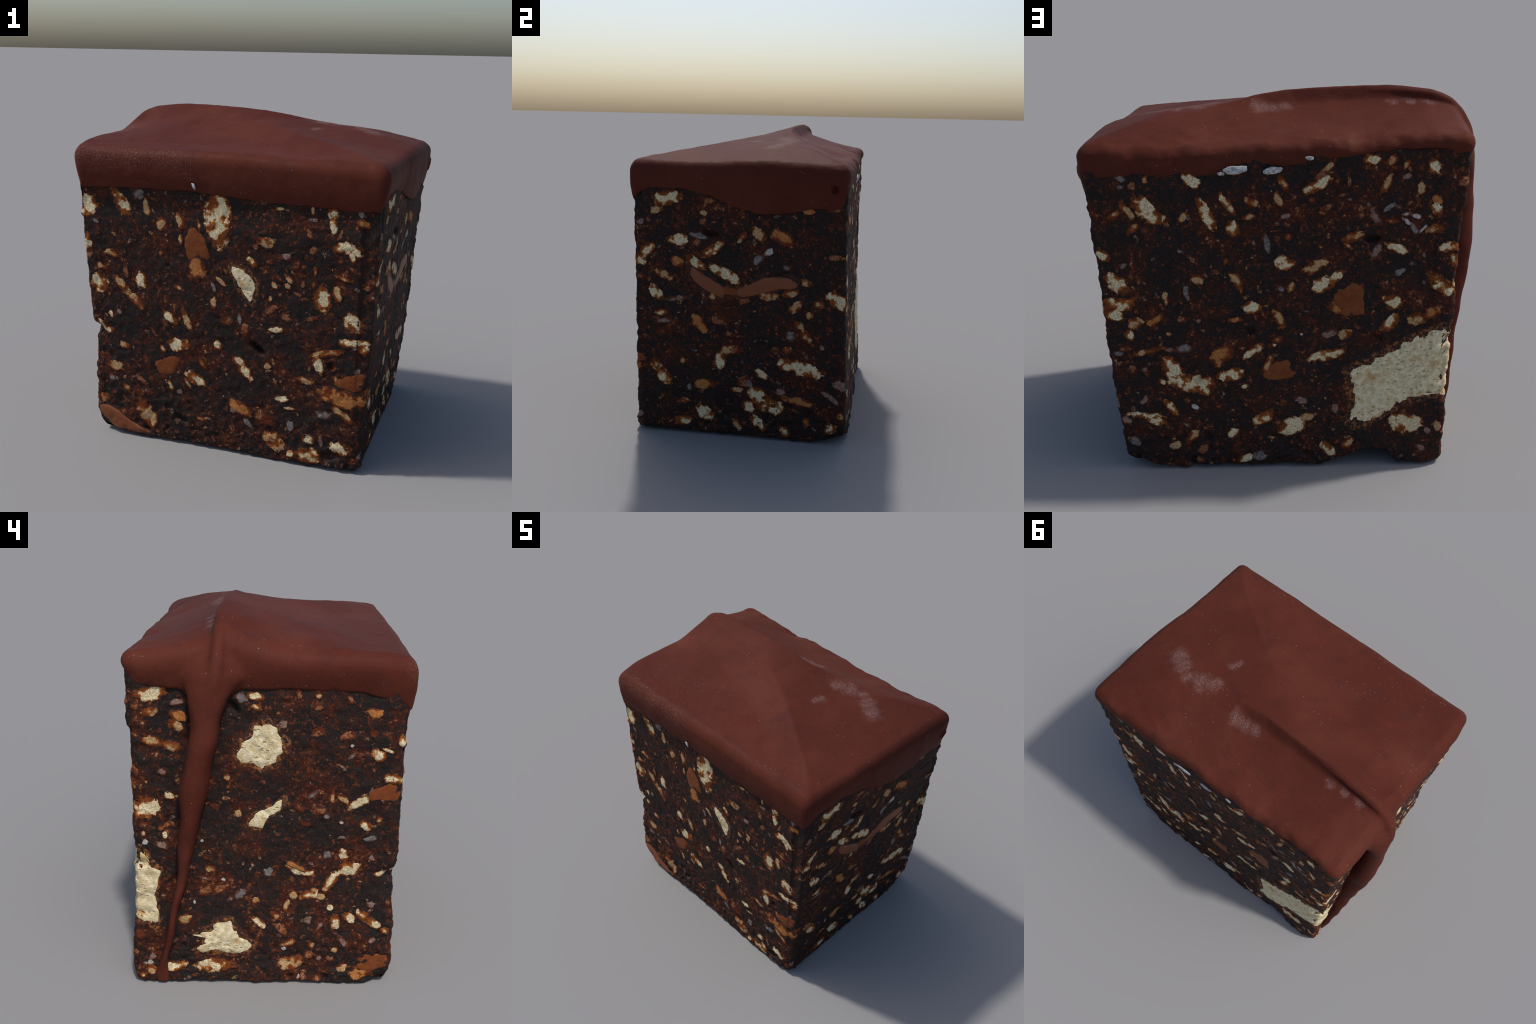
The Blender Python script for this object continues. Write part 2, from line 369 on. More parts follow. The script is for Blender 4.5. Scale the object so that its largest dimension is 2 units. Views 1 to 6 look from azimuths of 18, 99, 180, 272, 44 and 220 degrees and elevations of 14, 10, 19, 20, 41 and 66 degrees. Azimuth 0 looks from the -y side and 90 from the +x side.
    hw = hw * (1 + .07 * np.sin(zz * 23 + 1) * smoothstep(1.5, 1.3, zz)); yc = yc + .004 * np.sin(zz * 17) + .011 * smoothstep(.9, 1.1, zz) * smoothstep(1.80, 1.70, zz)
    Cn = corners(zz); s = (yc - Cn[:, 0, 1]) / (Cn[:, 3, 1] - Cn[:, 0, 1])
    wall = Cn[:, 0, 0] + (Cn[:, 3, 0] - Cn[:, 0, 0]) * s
    m = 40; th = np.arange(m) / m * 2 * math.pi
    V = []
    for q in range(len(zz)):
        back = wall[q] + 0.03                         # rooted inside the cake
        depth = back - xo[q]
        r = min(hw[q] * 1.0, depth * 0.5)
        ring = []
        for t in th:
            cx, cy = math.cos(t), math.sin(t)          # cx>0: outward
            f = (1 - cx) / 2                           # 0 outer .. 1 root
            x = xo[q] + depth * f
            flare = smoothstep(1.54, 1.66, zz[q])       # a ridge with spreading flanks at the top, a slim strand below
            strand = abs(cy) ** .9 * (1.0 if f < .5 else 1.0 - .12 * smoothstep(.5, .8, f) * smoothstep(1.0, 1.2, zz[q]))
            ridge = min(1.0, (f * 1.5) ** .7) if f < .97 else abs(cy)
            w = hw[q] * (strand * (1 - flare) + ridge * flare)
            yy = yc[q] + math.copysign(w, cy) - (.012 * smoothstep(.25, .9, f) * smoothstep(1.05, 1.25, zz[q]) * (1 - flare))
            ring.append((x, yy, zz[q]))
        V.append(ring)
    V = np.array(V).reshape(-1, 3)
    i, j = np.meshgrid(np.arange(m), np.arange(len(zz) - 1))
    a = j * m + i; b = j * m + (i + 1) % m
    quads = np.stack([a, a + m, b + m, b], -1).reshape(-1, 4)
    t0, t1 = len(V), len(V) + 1
    V = np.concatenate([V, [V[:m].mean(0)], [V[-m:].mean(0)]])
    k = np.arange(m); last = (len(zz) - 1) * m
    tris = np.concatenate([np.stack([np.full(m, t0), k, (k + 1) % m], -1), np.stack([np.full(m, t1), last + (k + 1) % m, last + k], -1)])
    V[:, 1] += 0
    drip = add_object("drip_body", make_mesh("drip_body", V, quads, tris))

    # the cord: the folded ridge running off the top, over the rim and into the drip
    path = np.array([(-.30, .196, 1.905), (-.45, .203, 1.916), (-.64, .208, 1.911), (-.764, .207, 1.893), (-.85, .206, 1.857), (-.910, .209, 1.798), (-.950, .215, 1.722), (-.962, .230, 1.645), (-.955, .247, 1.555)])
    radii = np.array([.014, .026, .030, .032, .033, .034, .036, .038, .036])
    tt = np.linspace(0, len(path) - 1, 90); fl = lambda c: np.interp(tt, np.arange(len(path)), c)
    Pc = np.stack([fl(path[:, c]) for c in range(3)], 1); rc = fl(radii)
    for _ in range(12): Pc[1:-1] = (Pc[:-2] + 2 * Pc[1:-1] + Pc[2:]) / 4
    T = np.gradient(Pc, axis=0); T /= np.linalg.norm(T, axis=1)[:, None]
    S1 = np.cross(T, [0, 1, 0]); S1 /= np.linalg.norm(S1, axis=1)[:, None]; S2 = np.cross(T, S1)
    th = np.arange(20) / 20 * 2 * math.pi
    VC = (Pc[:, None] + rc[:, None, None] * (S1[:, None] * np.cos(th)[None, :, None] + S2[:, None] * np.sin(th)[None, :, None])).reshape(-1, 3)
    i, j = np.meshgrid(np.arange(20), np.arange(89)); a = j * 20 + i; b = j * 20 + (i + 1) % 20
    k = np.arange(20)
    VC = np.concatenate([VC, Pc[:1], Pc[-1:]])
    cord = add_object("cord", make_mesh("cord", VC, np.stack([a, b, b + 20, a + 20], -1).reshape(-1, 4),
        np.concatenate([np.stack([np.full(20, 1800), (k + 1) % 20, k], -1), np.stack([np.full(20, 1801), 1780 + k, 1780 + (k + 1) % 20], -1)])))

    # fuse slab and drip into one skin, then relax the join
    import bmesh
    bm = bmesh.new()
    for o_ in (slab, drip, cord):
        one = bmesh.new(); one.from_mesh(o_.data); bmesh.ops.recalc_face_normals(one, faces=one.faces); one.to_mesh(o_.data); one.free()
        bm.from_mesh(o_.data)
    bm.to_mesh(slab.data); bm.free()
    bpy.context.view_layer.update()
    rm = slab.modifiers.new("skin", "REMESH"); rm.mode = "VOXEL"; rm.voxel_size = 0.0075; rm.use_smooth_shade = True
    dg = bpy.context.evaluated_depsgraph_get()
    me = bpy.data.meshes.new_from_object(slab.evaluated_get(dg), depsgraph=dg)
    bpy.data.objects.remove(slab); bpy.data.objects.remove(drip); bpy.data.objects.remove(cord)
    V = np.empty(len(me.vertices) * 3, dtype=np.float32); me.vertices.foreach_get("co", V); V = V.reshape(-1, 3).astype(float)
    ed = np.empty(len(me.edges) * 2, dtype=np.int32); me.edges.foreach_get("vertices", ed); ed = ed.reshape(-1, 2)
    deg = np.bincount(ed.ravel(), minlength=len(V)).astype(float)[:, None]
    def relax(V, w):
        S = np.zeros_like(V)
        for c in range(3):
            S[:, c] = np.bincount(ed[:, 0], V[ed[:, 1], c], len(V)) + np.bincount(ed[:, 1], V[ed[:, 0], c], len(V))
        return V + w * (S / deg - V)
    join = np.exp(-((V[:, 0] + .92) / .10) ** 2) * np.exp(-((V[:, 1] - .24) / .26) ** 2) * np.exp(-((V[:, 2] - 1.68) / .13) ** 2)
    for it in range(22): V = relax(V, 0.5 * join[:, None])
    for it in range(3):
        V = relax(V, 0.5); V = relax(V, -0.52)
    # gentle pour ripples, and a burst bubble on the right-hand side near the back
    nrm = np.empty(len(me.vertices) * 3, dtype=np.float32); me.vertices.foreach_set("co", V.astype(np.float32).ravel()); me.update()
    me.vertices.foreach_get("normal", nrm); nrm = nrm.reshape(-1, 3)
    V += nrm * (0.0014 * fbm(V, 7, 2, 91) + 0.0007 * fbm(V, 30, 2, 93))[:, None]
    back = smoothstep(.50, .62, V[:, 1]) * smoothstep(1.62, 1.68, V[:, 2])
    V += nrm * (back * 0.005 * fbm(V, 11, 2, 95))[:, None]
    r = np.sqrt(((V[:, 1] - .575) / .9) ** 2 + (V[:, 2] - 1.600) ** 2) / .030
    r = np.where(V[:, 0] > .9, r, 9)
    V[:, 0] += 0.010 * np.exp(-((r - 1) / .35) ** 2) - 0.024 * np.exp(-(r / .75) ** 4)
    me.vertices.foreach_set("co", V.astype(np.float32).ravel()); me.update()
    me.polygons.foreach_set("use_smooth", np.ones(len(me.polygons), dtype=bool))

    # split the one skin: glaze above, drip below, sharing border vertices and normals
    me.vertices.foreach_get("normal", nrm.reshape(-1)); 
    full_n = np.array([v.normal[:] for v in me.vertices])
    cen_f = np.empty(len(me.polygons) * 3, dtype=np.float32); me.polygons.foreach_get("center", cen_f); cen_f = cen_f.reshape(-1, 3)
    is_drip = (cen_f[:, 0] < -.80) & (cen_f[:, 2] < 1.56 + .0 * cen_f[:, 1]) & (np.abs(cen_f[:, 1] - .34) < .30)
    vidx = np.empty(len(me.loops), dtype=np.int32); me.loops.foreach_get("vertex_index", vidx)
    lt = np.empty(len(me.polygons), dtype=np.int32); me.polygons.foreach_get("loop_total", lt)
    ls = np.empty(len(me.polygons), dtype=np.int32); me.polygons.foreach_get("loop_start", ls)
    objs = []
    for name, mask in (("chocolate_glaze", ~is_drip), ("chocolate_drip", is_drip)):
        q = np.where(mask & (lt == 4))[0]; t = np.where(mask & (lt == 3))[0]
        qi = vidx[ls[q][:, None] + np.arange(4)]; ti = vidx[ls[t][:, None] + np.arange(3)] if len(t) else np.zeros((0, 3), int)
        used = np.unique(np.concatenate([qi.ravel(), ti.ravel()])); remap = np.full(len(V), -1); remap[used] = np.arange(len(used))
        part = make_mesh(name, V[used], remap[qi], remap[ti])
        part.normals_split_custom_set_from_vertices([tuple(x) for x in full_n[used]])
        objs.append(add_object(name, part, root, mat))
    objs[1].parent = objs[0]
    bpy.data.meshes.remove(me)
    return objs

# ------------------------------------------------------------------ materials
class Nodes:
    def __init__(self, name, rough=.6, spec=.3):
        self.m = bpy.data.materials.new(name); self.m.use_nodes = True
        self.t = self.m.node_tree; self.t.nodes.clear()
        self.out = self.t.nodes.new("ShaderNodeOutputMaterial"); self.b = self.t.nodes.new("ShaderNodeBsdfPrincipled")
        self.t.links.new(self.b.outputs[0], self.out.inputs[0])
        self.b.inputs["Roughness"].default_value = rough; self.b.inputs["Specular IOR Level"].default_value = spec
        self.tc = self.t.nodes.new("ShaderNodeTexCoord"); self.geo = self.t.nodes.new("ShaderNodeNewGeometry")
        self.pos = self.geo.outputs["Position"]; self.obj = self.tc.outputs["Object"]
    def link(self, a, b): self.t.links.new(a, b)
    def put(self, sock, v):
        if hasattr(v, "is_output"): self.link(v, sock)
        elif isinstance(v, (tuple, list)): sock.default_value = (*v, 1.0) if len(v) == 3 and sock.type == "RGBA" else v
        else: sock.default_value = v
    def noise(self, scale, detail=3, rough=.55, vec=None, dist=0.0):
        n = self.t.nodes.new("ShaderNodeTexNoise"); self.link(vec or self.pos, n.inputs["Vector"])
        n.inputs["Scale"].default_value = scale; n.inputs["Detail"].default_value = detail
        n.inputs["Roughness"].default_value = rough; n.inputs["Distortion"].default_value = dist
        return n.outputs["Fac"]
    def voronoi(self, scale, out="Distance", vec=None, rand=1.0):
        n = self.t.nodes.new("ShaderNodeTexVoronoi"); self.link(vec or self.pos, n.inputs["Vector"])
        n.inputs["Scale"].default_value = scale; n.inputs["Randomness"].default_value = rand
        return n.outputs[out]
    def math(self, op, a, b=0.0, clamp=False):
        n = self.t.nodes.new("ShaderNodeMath"); n.operation = op; n.use_clamp = clamp
        self.put(n.inputs[0], a); self.put(n.inputs[1], b); return n.outputs[0]
    def step(self, x, lo, hi):
        n = self.t.nodes.new("ShaderNodeMapRange"); n.interpolation_type = "SMOOTHSTEP"
        self.put(n.inputs["Value"], x); n.inputs["From Min"].default_value = lo; n.inputs["From Max"].default_value = hi
        return n.outputs["Result"]
    def mix(self, fac, a, b):
        n = self.t.nodes.new("ShaderNodeMix"); n.data_type = "RGBA"
        self.put(n.inputs[0], fac); self.put(n.inputs[6], a); self.put(n.inputs[7], b); return n.outputs[2]
    def vmath(self, op, a, b):
        n = self.t.nodes.new("ShaderNodeVectorMath"); n.operation = op
        self.put(n.inputs[0], a); self.put(n.inputs[1], b); return n.outputs[1] if op in ("LENGTH", "DISTANCE", "DOT_PRODUCT") else n.outputs[0]
    def bump(self, h, strength, dist):
        n = self.t.nodes.new("ShaderNodeBump"); n.inputs["Strength"].default_value = strength; n.inputs["Distance"].default_value = dist
        self.link(h, n.inputs["Height"]); self.link(n.outputs[0], self.b.inputs["Normal"])
    def color(self, c): self.put(self.b.inputs["Base Color"], c); return self.m

DARK = (.0098, .0078, .0078)
RUST = (.062, .0135, .0058)
def matrix_colour(s):
    """near-black cocoa crumb, clouded with rust-brown and full of cocoa-soaked biscuit crumbs"""
    n = s
    big = n.noise(6, 2)
    c = n.mix(n.step(n.noise(130, 3, .7), .3, .72), DARK, (.027, .0195, .0170))
    cloud = n.step(n.math("ADD", n.math("MULTIPLY", big, .5), n.math("MULTIPLY", n.noise(30, 4, .72), .62)), .53, .70)
    c = n.mix(n.math("MULTIPLY", cloud, .70), c, RUST)
    # ragged crumbs one to two centimetres across: rust halo, tan body, pale heart
    for scale, gain, hi in ((31, .24, .012), (64, .18, .026)):
        f = n.math("ADD", n.noise(scale, 5, .66), n.math("MULTIPLY", n.math("SUBTRACT", big, .5), gain))
        c = n.mix(n.math("MULTIPLY", n.step(f, .530 + hi, .625 + hi), .85), c, (.090, .0205, .0078))
        c = n.mix(n.math("MULTIPLY", n.step(f, .590 + hi, .675 + hi), .85), c, (.175, .058, .020))
        c = n.mix(n.math("MULTIPLY", n.step(f, .655 + hi, .730 + hi), .85), c, (.42, .29, .17))
    return c

def core_material():
    n = Nodes("cocoa_crumb", .66, .12)
    n.bump(n.math("ADD", n.noise(110, 4, .6), n.math("MULTIPLY", n.noise(330, 2), .4)), .55, .006)
    return n.color(matrix_colour(n))

def piece_material(name, inner, inner2, tint, edge_lo, edge_hi, rough=.75, grain=150, pore=.0, ragged=.55, bump=.5, streak=False, own_edge=True):
    """one embedded piece: own colour in the middle, stained rim, ragged fade into the crumb"""
    n = Nodes(name, rough, .12)
    flat = n.vmath("MULTIPLY", n.obj, (1, 1, 0))
    r = n.vmath("LENGTH", flat, (0, 0, 0)) if False else None
    ln = n.t.nodes.new("ShaderNodeVectorMath"); ln.operation = "LENGTH"; n.link(flat, ln.inputs[0])
    r = ln.outputs["Value"]
    fringe = n.math("SUBTRACT", n.step(n.math("ADD", n.math("MULTIPLY", n.noise(52, 2, .6), .55), n.math("MULTIPLY", n.noise(160, 3, .75), .45)), .29, .71), .5)
    lean = n.math("SUBTRACT", n.step(n.noise(17, 1), .36, .64), .5)
    k = n.math("ADD", r, n.math("ADD", n.math("MULTIPLY", fringe, ragged), n.math("MULTIPLY", lean, .30 * ragged)))
    kt = n.math("ADD", r, n.math("ADD", n.math("MULTIPLY", fringe, .8 * ragged), n.math("MULTIPLY", lean, 1.25 * ragged)))
    vec = n.pos
    if streak:
        mp = n.t.nodes.new("ShaderNodeMapping"); mp.inputs["Scale"].default_value = (1, 6, 1); n.link(n.obj, mp.inputs[0]); vec = mp.outputs[0]
    g = n.noise(grain if not streak else 2.2, 3, .6, vec)
    c = n.mix(n.step(g, .35, .68), inner, inner2)
    if pore:
        p = n.step(n.math("ADD", n.voronoi(105), n.math("MULTIPLY", n.noise(60), .35)), .18, .40)
        c = n.mix(n.math("MULTIPLY", n.math("SUBTRACT", 1.0, p), pore), c, tint)
    c = n.mix(n.step(kt, edge_lo, edge_lo + .30), c, tint)
    c = n.mix(n.step(kt, edge_lo + .22, edge_lo + .58), c, tuple(.22 * q + .78 * w for q, w in zip(tint, (.105, .0225, .0080))))
    c = n.mix(n.step(k, edge_hi - .36, edge_hi), c, matrix_colour(n))
    n.bump(n.math("ADD", n.noise(grain, 4, .65), n.math("MULTIPLY", n.noise(40, 2), .6)), bump, .006)
    return n.color(c)

def glaze_material():
    n = Nodes("chocolate_glaze", .5, .028)
    c = n.mix(n.step(n.noise(2.6, 3, .5), .35, .68), (.080, .0205, .0135), (.098, .0270, .0172))
    c = n.mix(n.math("MULTIPLY", n.step(n.noise(9, 5, .65), .50, .72), .55), c, (.060, .0185, .0160))
    c = n.mix(n.math("MULTIPLY", n.step(n.noise(6.5, 3, .6, dist=.8), .55, .75), .45), c, (.104, .0225, .0152))
    c = n.mix(n.math("MULTIPLY", n.step(n.noise(95, 4, .75), .52, .75), .22), c, (.16, .062, .046))
    mp = n.t.nodes.new("ShaderNodeMapping"); mp.inputs["Scale"].default_value = (3, 38, 12); mp.inputs["Rotation"].default_value = (0, 0, .12)
    n.link(n.obj, mp.inputs[0])
    streak = n.noise(2.2, 3, .6, mp.outputs[0])
    c = n.mix(n.math("MULTIPLY", n.step(streak, .60, .78), .22), c, (.175, .060, .042))
    # pale sugar bloom smudges on the top: (centre, reach)
    nz = n.t.nodes.new("ShaderNodeTexNoise"); n.link(n.obj, nz.inputs["Vector"]); nz.inputs["Scale"].default_value = 16; nz.inputs["Detail"].default_value = 3
    warp = n.vmath("ADD", n.obj, n.vmath("MULTIPLY", n.vmath("SUBTRACT", nz.outputs["Color"], (.5, .5, .5)), (.13, .13, 0)))
    bloom = None
    for px, py, pz, rad in ((.69, .17, 1.83, .085), (.62, .22, 1.85, .085), (.53, .255, 1.85, .06), (.44, .235, 1.86, .085), (.37, .205, 1.87, .08), (.367, .007, 1.84, .055),
                            (.123, .294, 1.858, .07), (.06, .288, 1.86, .055), (-.012, .283, 1.866, .065), (-.55, .262, 1.86, .05), (-.65, .26, 1.86, .05), (-.74, .25, 1.85, .045)):
        d = n.vmath("DISTANCE", warp, (px, py, pz))
        m = n.math("SUBTRACT", 1.0, n.step(n.math("DIVIDE", d, rad), .15, 1.0))
        bloom = m if bloom is None else n.math("MAXIMUM", bloom, m)
    bloom = n.math("MULTIPLY", bloom, n.step(n.noise(120, 4, .75), .36, .66))
    c = n.mix(n.math("MULTIPLY", bloom, .32), c, (.36, .27, .255))
    # fine sugar dust along the front left rim
    sep = n.t.nodes.new("ShaderNodeSeparateXYZ"); n.link(n.obj, sep.inputs[0])
    where = n.math("MULTIPLY", n.math("MULTIPLY", n.step(n.math("MULTIPLY", sep.outputs[1], -1.0), .60, .67), n.step(n.math("MULTIPLY", sep.outputs[0], -1.0), .05, .30)), n.step(sep.outputs[2], 1.60, 1.69))
    dust = n.math("MULTIPLY", where, n.step(n.noise(190, 3, .8), .54, .66))
    c = n.mix(n.math("MULTIPLY", dust, .38), c, (.42, .31, .28))
    # dust-fine pale specks
    cell = n.t.nodes.new("ShaderNodeSeparateColor"); n.link(n.voronoi(70, "Color"), cell.inputs[0])
    sp = n.math("MULTIPLY", n.step(cell.outputs[0], .90, .93), n.math("SUBTRACT", 1.0, n.step(n.voronoi(70), .12, .24)))
    sp = n.math("MULTIPLY", sp, n.step(n.noise(4, 2), .48, .62))
    c = n.mix(n.math("MULTIPLY", sp, .7), c, (.34, .24, .22))
    n.bump(n.math("ADD", n.math("ADD", n.noise(220, 3, .6), n.math("MULTIPLY", n.noise(38, 3, .6), 1.4)), n.math("MULTIPLY", streak, .6)), .20, .005)
    return n.color(c)

# ------------------------------------------------------------------ where the larger pieces lie
# kind, place along the face (world x on front and back, y on left and right), height,
# half length, half width, tilt in degrees.   C pale biscuit, B toasted, A amber, M milk chocolate,
# R rusty crumb, G grey nut, P brown nut, W white nut
PIECES = {}
PIECES["front"] = [
    ("C", -0.82, 1.403, 0.064, 0.05, 89), ("C", -0.604, 1.438, 0.085, 0.035, -60), 
    ("G", -0.495, 1.49, 0.036, 0.035, 87), ("B", -0.442, 1.418, 0.048, 0.019, -75), 
    ("B", -0.349, 1.329, 0.042, 0.032, -81), ("B", -0.235, 1.353, 0.043, 0.021, -70), 
    ("C", -0.008, 1.385, 0.142, 0.063, -88), ("M", -0.14, 1.224, 0.104, 0.066, -71), 
    ("A", -0.131, 1.095, 0.062, 0.044, -80), ("B", -0.232, 1.248, 0.029, 0.014, 89), 
    ("C", -0.83, 1.19, 0.042, 0.028, -85), ("B", -0.671, 1.13, 0.044, 0.019, -10), 
    ("B", -0.741, 1.046, 0.038, 0.014, -23), ("C", -0.752, 0.943, 0.062, 0.045, -89), 
    ("C", -0.485, 0.984, 0.049, 0.028, 88), ("R", -0.579, 1.03, 0.034, 0.017, -86), 
    ("C", 0.196, 1.164, 0.034, 0.018, -43), ("B", -0.251, 0.967, 0.025, 0.014, -9), 
    ("G", -0.033, 0.995, 0.03, 0.011, -70), ("B", 0.013, 1.033, 0.031, 0.013, -41), 
    ("B", -0.03, 0.899, 0.036, 0.016, -90), ("B", -0.196, 0.783, 0.068, 0.02, -67), 
    ("C", -0.295, 0.777, 0.051, 0.022, -35), ("C", -0.681, 0.759, 0.022, 0.014, -60), 
    ("R", -0.357, 1.162, 0.014, 0.013, -47), ("R", -0.825, 1.119, 0.034, 0.027, 87), 
    ("P", -0.63, 0.783, 0.022, 0.014, -48), ("P", -0.331, 0.744, 0.029, 0.017, -52), 
    ("B", -0.121, 1.34, 0.028, 0.011, -77), ("G", -0.763, 1.313, 0.023, 0.01, -25), 
    ("B", -0.606, 0.946, 0.065, 0.023, -49), ("B", -0.524, 0.865, 0.068, 0.023, -41), 
    ("C", 0.637, 1.467, 0.036, 0.023, -85), ("C", 0.642, 1.406, 0.034, 0.021, -80), 
    ("G", 0.786, 1.479, 0.038, 0.014, -48), ("A", 0.798, 1.427, 0.037, 0.02, -14), 
    ("B", 0.272, 1.285, 0.048, 0.026, -12), ("P", 0.382, 1.214, 0.049, 0.016, 9), 
    ("C", 0.705, 1.293, 0.052, 0.026, 12), ("C", 0.768, 1.28, 0.036, 0.02, -31), 
    ("C", 0.752, 1.248, 0.031, 0.014, -68), ("C", 0.597, 0.997, 0.063, 0.044, -89), 
    ("B", 0.68, 1.032, 0.044, 0.02, -78), ("R", 0.518, 1.347, 0.028, 0.014, -65), 
    ("R", 0.539, 1.261, 0.023, 0.02, -88), ("R", 0.443, 1.163, 0.035, 0.014, 38), 
    ("B", 0.554, 1.149, 0.025, 0.011, -88), ("B", 0.71, 1.122, 0.043, 0.011, -16), 
    ("R", 0.844, 1.102, 0.047, 0.022, 38), ("P", 0.867, 1.037, 0.033, 0.025, 18), 
    ("R", 0.346, 1.094, 0.026, 0.012, -46), ("B", 0.408, 1.094, 0.03, 0.013, -41), 
    ("B", 0.403, 1.05, 0.017, 0.014, -32), ("R", 0.305, 0.9, 0.051, 0.017, 37), 
    ("R", 0.398, 0.872, 0.032, 0.018, -28), ("R", 0.543, 0.881, 0.04, 0.012, 14), 
    ("G", 0.126, 0.833, 0.039, 0.012, -85), ("R", 0.047, 0.805, 0.036, 0.023, 13), 
    ("B", 0.304, 0.965, 0.017, 0.01, 83), ("B", 0.526, 1.478, 0.024, 0.009, -88), 
    ("B", 0.344, 1.474, 0.024, 0.008, 6), ("R", 0.476, 1.433, 0.018, 0.011, 5), 
    ("R", 0.763, 1.17, 0.028, 0.011, -39), ("C", 0.327, 1.044, 0.021, 0.015, -74), 
    ("B", 0.548, 1.072, 0.019, 0.01, -88), ("R", 0.465, 1.01, 0.026, 0.012, -15), 
    ("R", 0.296, 1.173, 0.019, 0.013, 31), ("R", 0.21, 1.256, 0.019, 0.015, -21), 
    ("C", 0.773, 0.884, 0.057, 0.034, -32), ("C", 0.344, 0.792, 0.04, 0.015, 0), 
    ("C", 0.129, 0.568, 0.042, 0.025, -41), ("C", 0.165, 0.517, 0.051, 0.028, -54), 
    ("C", -0.003, 0.649, 0.026, 0.021, -69), ("R", 0.163, 0.768, 0.034, 0.025, -83), 
    ("C", 0.787, 0.768, 0.082, 0.022, 2), ("C", 0.836, 0.738, 0.027, 0.027, -24), 
    ("G", 0.794, 0.744, 0.042, 0.015, -1), ("B", 0.644, 0.695, 0.079, 0.019, 14), 
    ("C", 0.592, 0.623, 0.043, 0.022, -79), ("B", 0.522, 0.518, 0.049, 0.02, 1), 
    ("M", 0.784, 0.54, 0.084, 0.056, 18), ("A", 0.734, 0.441, 0.125, 0.041, -9), 
    ("B", 0.739, 0.348, 0.068, 0.021, -34), ("C", 0.389, 0.387, 0.038, 0.016, 7), 
    ("C", 0.434, 0.336, 0.029, 0.01, 9), ("G", 0.634, 0.327, 0.042, 0.027, -7), 
    ("G", 0.441, 0.234, 0.031, 0.02, -79), ("P", 0.1, 0.267, 0.023, 0.017, -10), 
    ("G", 0.19, 0.2, 0.047, 0.016, -47), ("A", 0.144, 0.288, 0.073, 0.034, -26), 
    ("R", 0.287, 0.251, 0.061, 0.037, -30), ("B", 0.345, 0.122, 0.061, 0.048, -38), 
    ("C", 0.551, 0.172, 0.034, 0.026, -9), ("P", 0.62, 0.184, 0.044, 0.016, -84), 
    ("C", 0.547, 0.068, 0.065, 0.041, -2), ("C", 0.452, 0.06, 0.021, 0.02, 0), 
    ("C", 0.726, 0.14, 0.047, 0.037, 1), ("B", 0.299, 0.571, 0.021, 0.018, 29), 
    ("P", 0.809, 0.612, 0.017, 0.015, -6), ("R", 0.677, 0.613, 0.021, 0.018, -41), 
    ("B", 0.69, 0.556, 0.02, 0.01, -88), ("C", -0.249, 0.623, 0.065, 0.034, 6), 
    ("B", -0.659, 0.435, 0.047, 0.027, 1), ("B", -0.591, 0.571, 0.033, 0.017, -12), 
    ("M", -0.322, 0.484, 0.078, 0.059, 7), ("C", -0.138, 0.426, 0.063, 0.035, -30), 
    ("B", -0.097, 0.525, 0.037, 0.016, -59), ("C", -0.343, 0.581, 0.019, 0.015, -36), 
    ("G", -0.684, 0.356, 0.025, 0.023, -21), ("B", -0.731, 0.217, 0.028, 0.026, 9), 
    ("B", -0.452, 0.158, 0.102, 0.041, -63), ("P", -0.438, 0.301, 0.025, 0.025, -68), 
    ("B", -0.299, 0.366, 0.03, 0.014, -65), ("P", -0.239, 0.329, 0.018, 0.018, -40), 
    ("B", -0.186, 0.388, 0.032, 0.011, -58), ("R", -0.561, 0.15, 0.028, 0.016, 33), 
    ("B", -0.103, 0.18, 0.033, 0.015, -10), ("B", -0.579, 0.304, 0.028, 0.015, -28), 
    ("R", -0.484, 0.363, 0.049, 0.018, -37), ("R", -0.486, 0.288, 0.022, 0.022, -25), 
    ("R", -0.748, 0.483, 0.026, 0.022, -58), ("C", -0.74, 0.681, 0.037, 0.022, -57), 
    ("C", -0.695, 0.654, 0.026, 0.021, -19), 
]
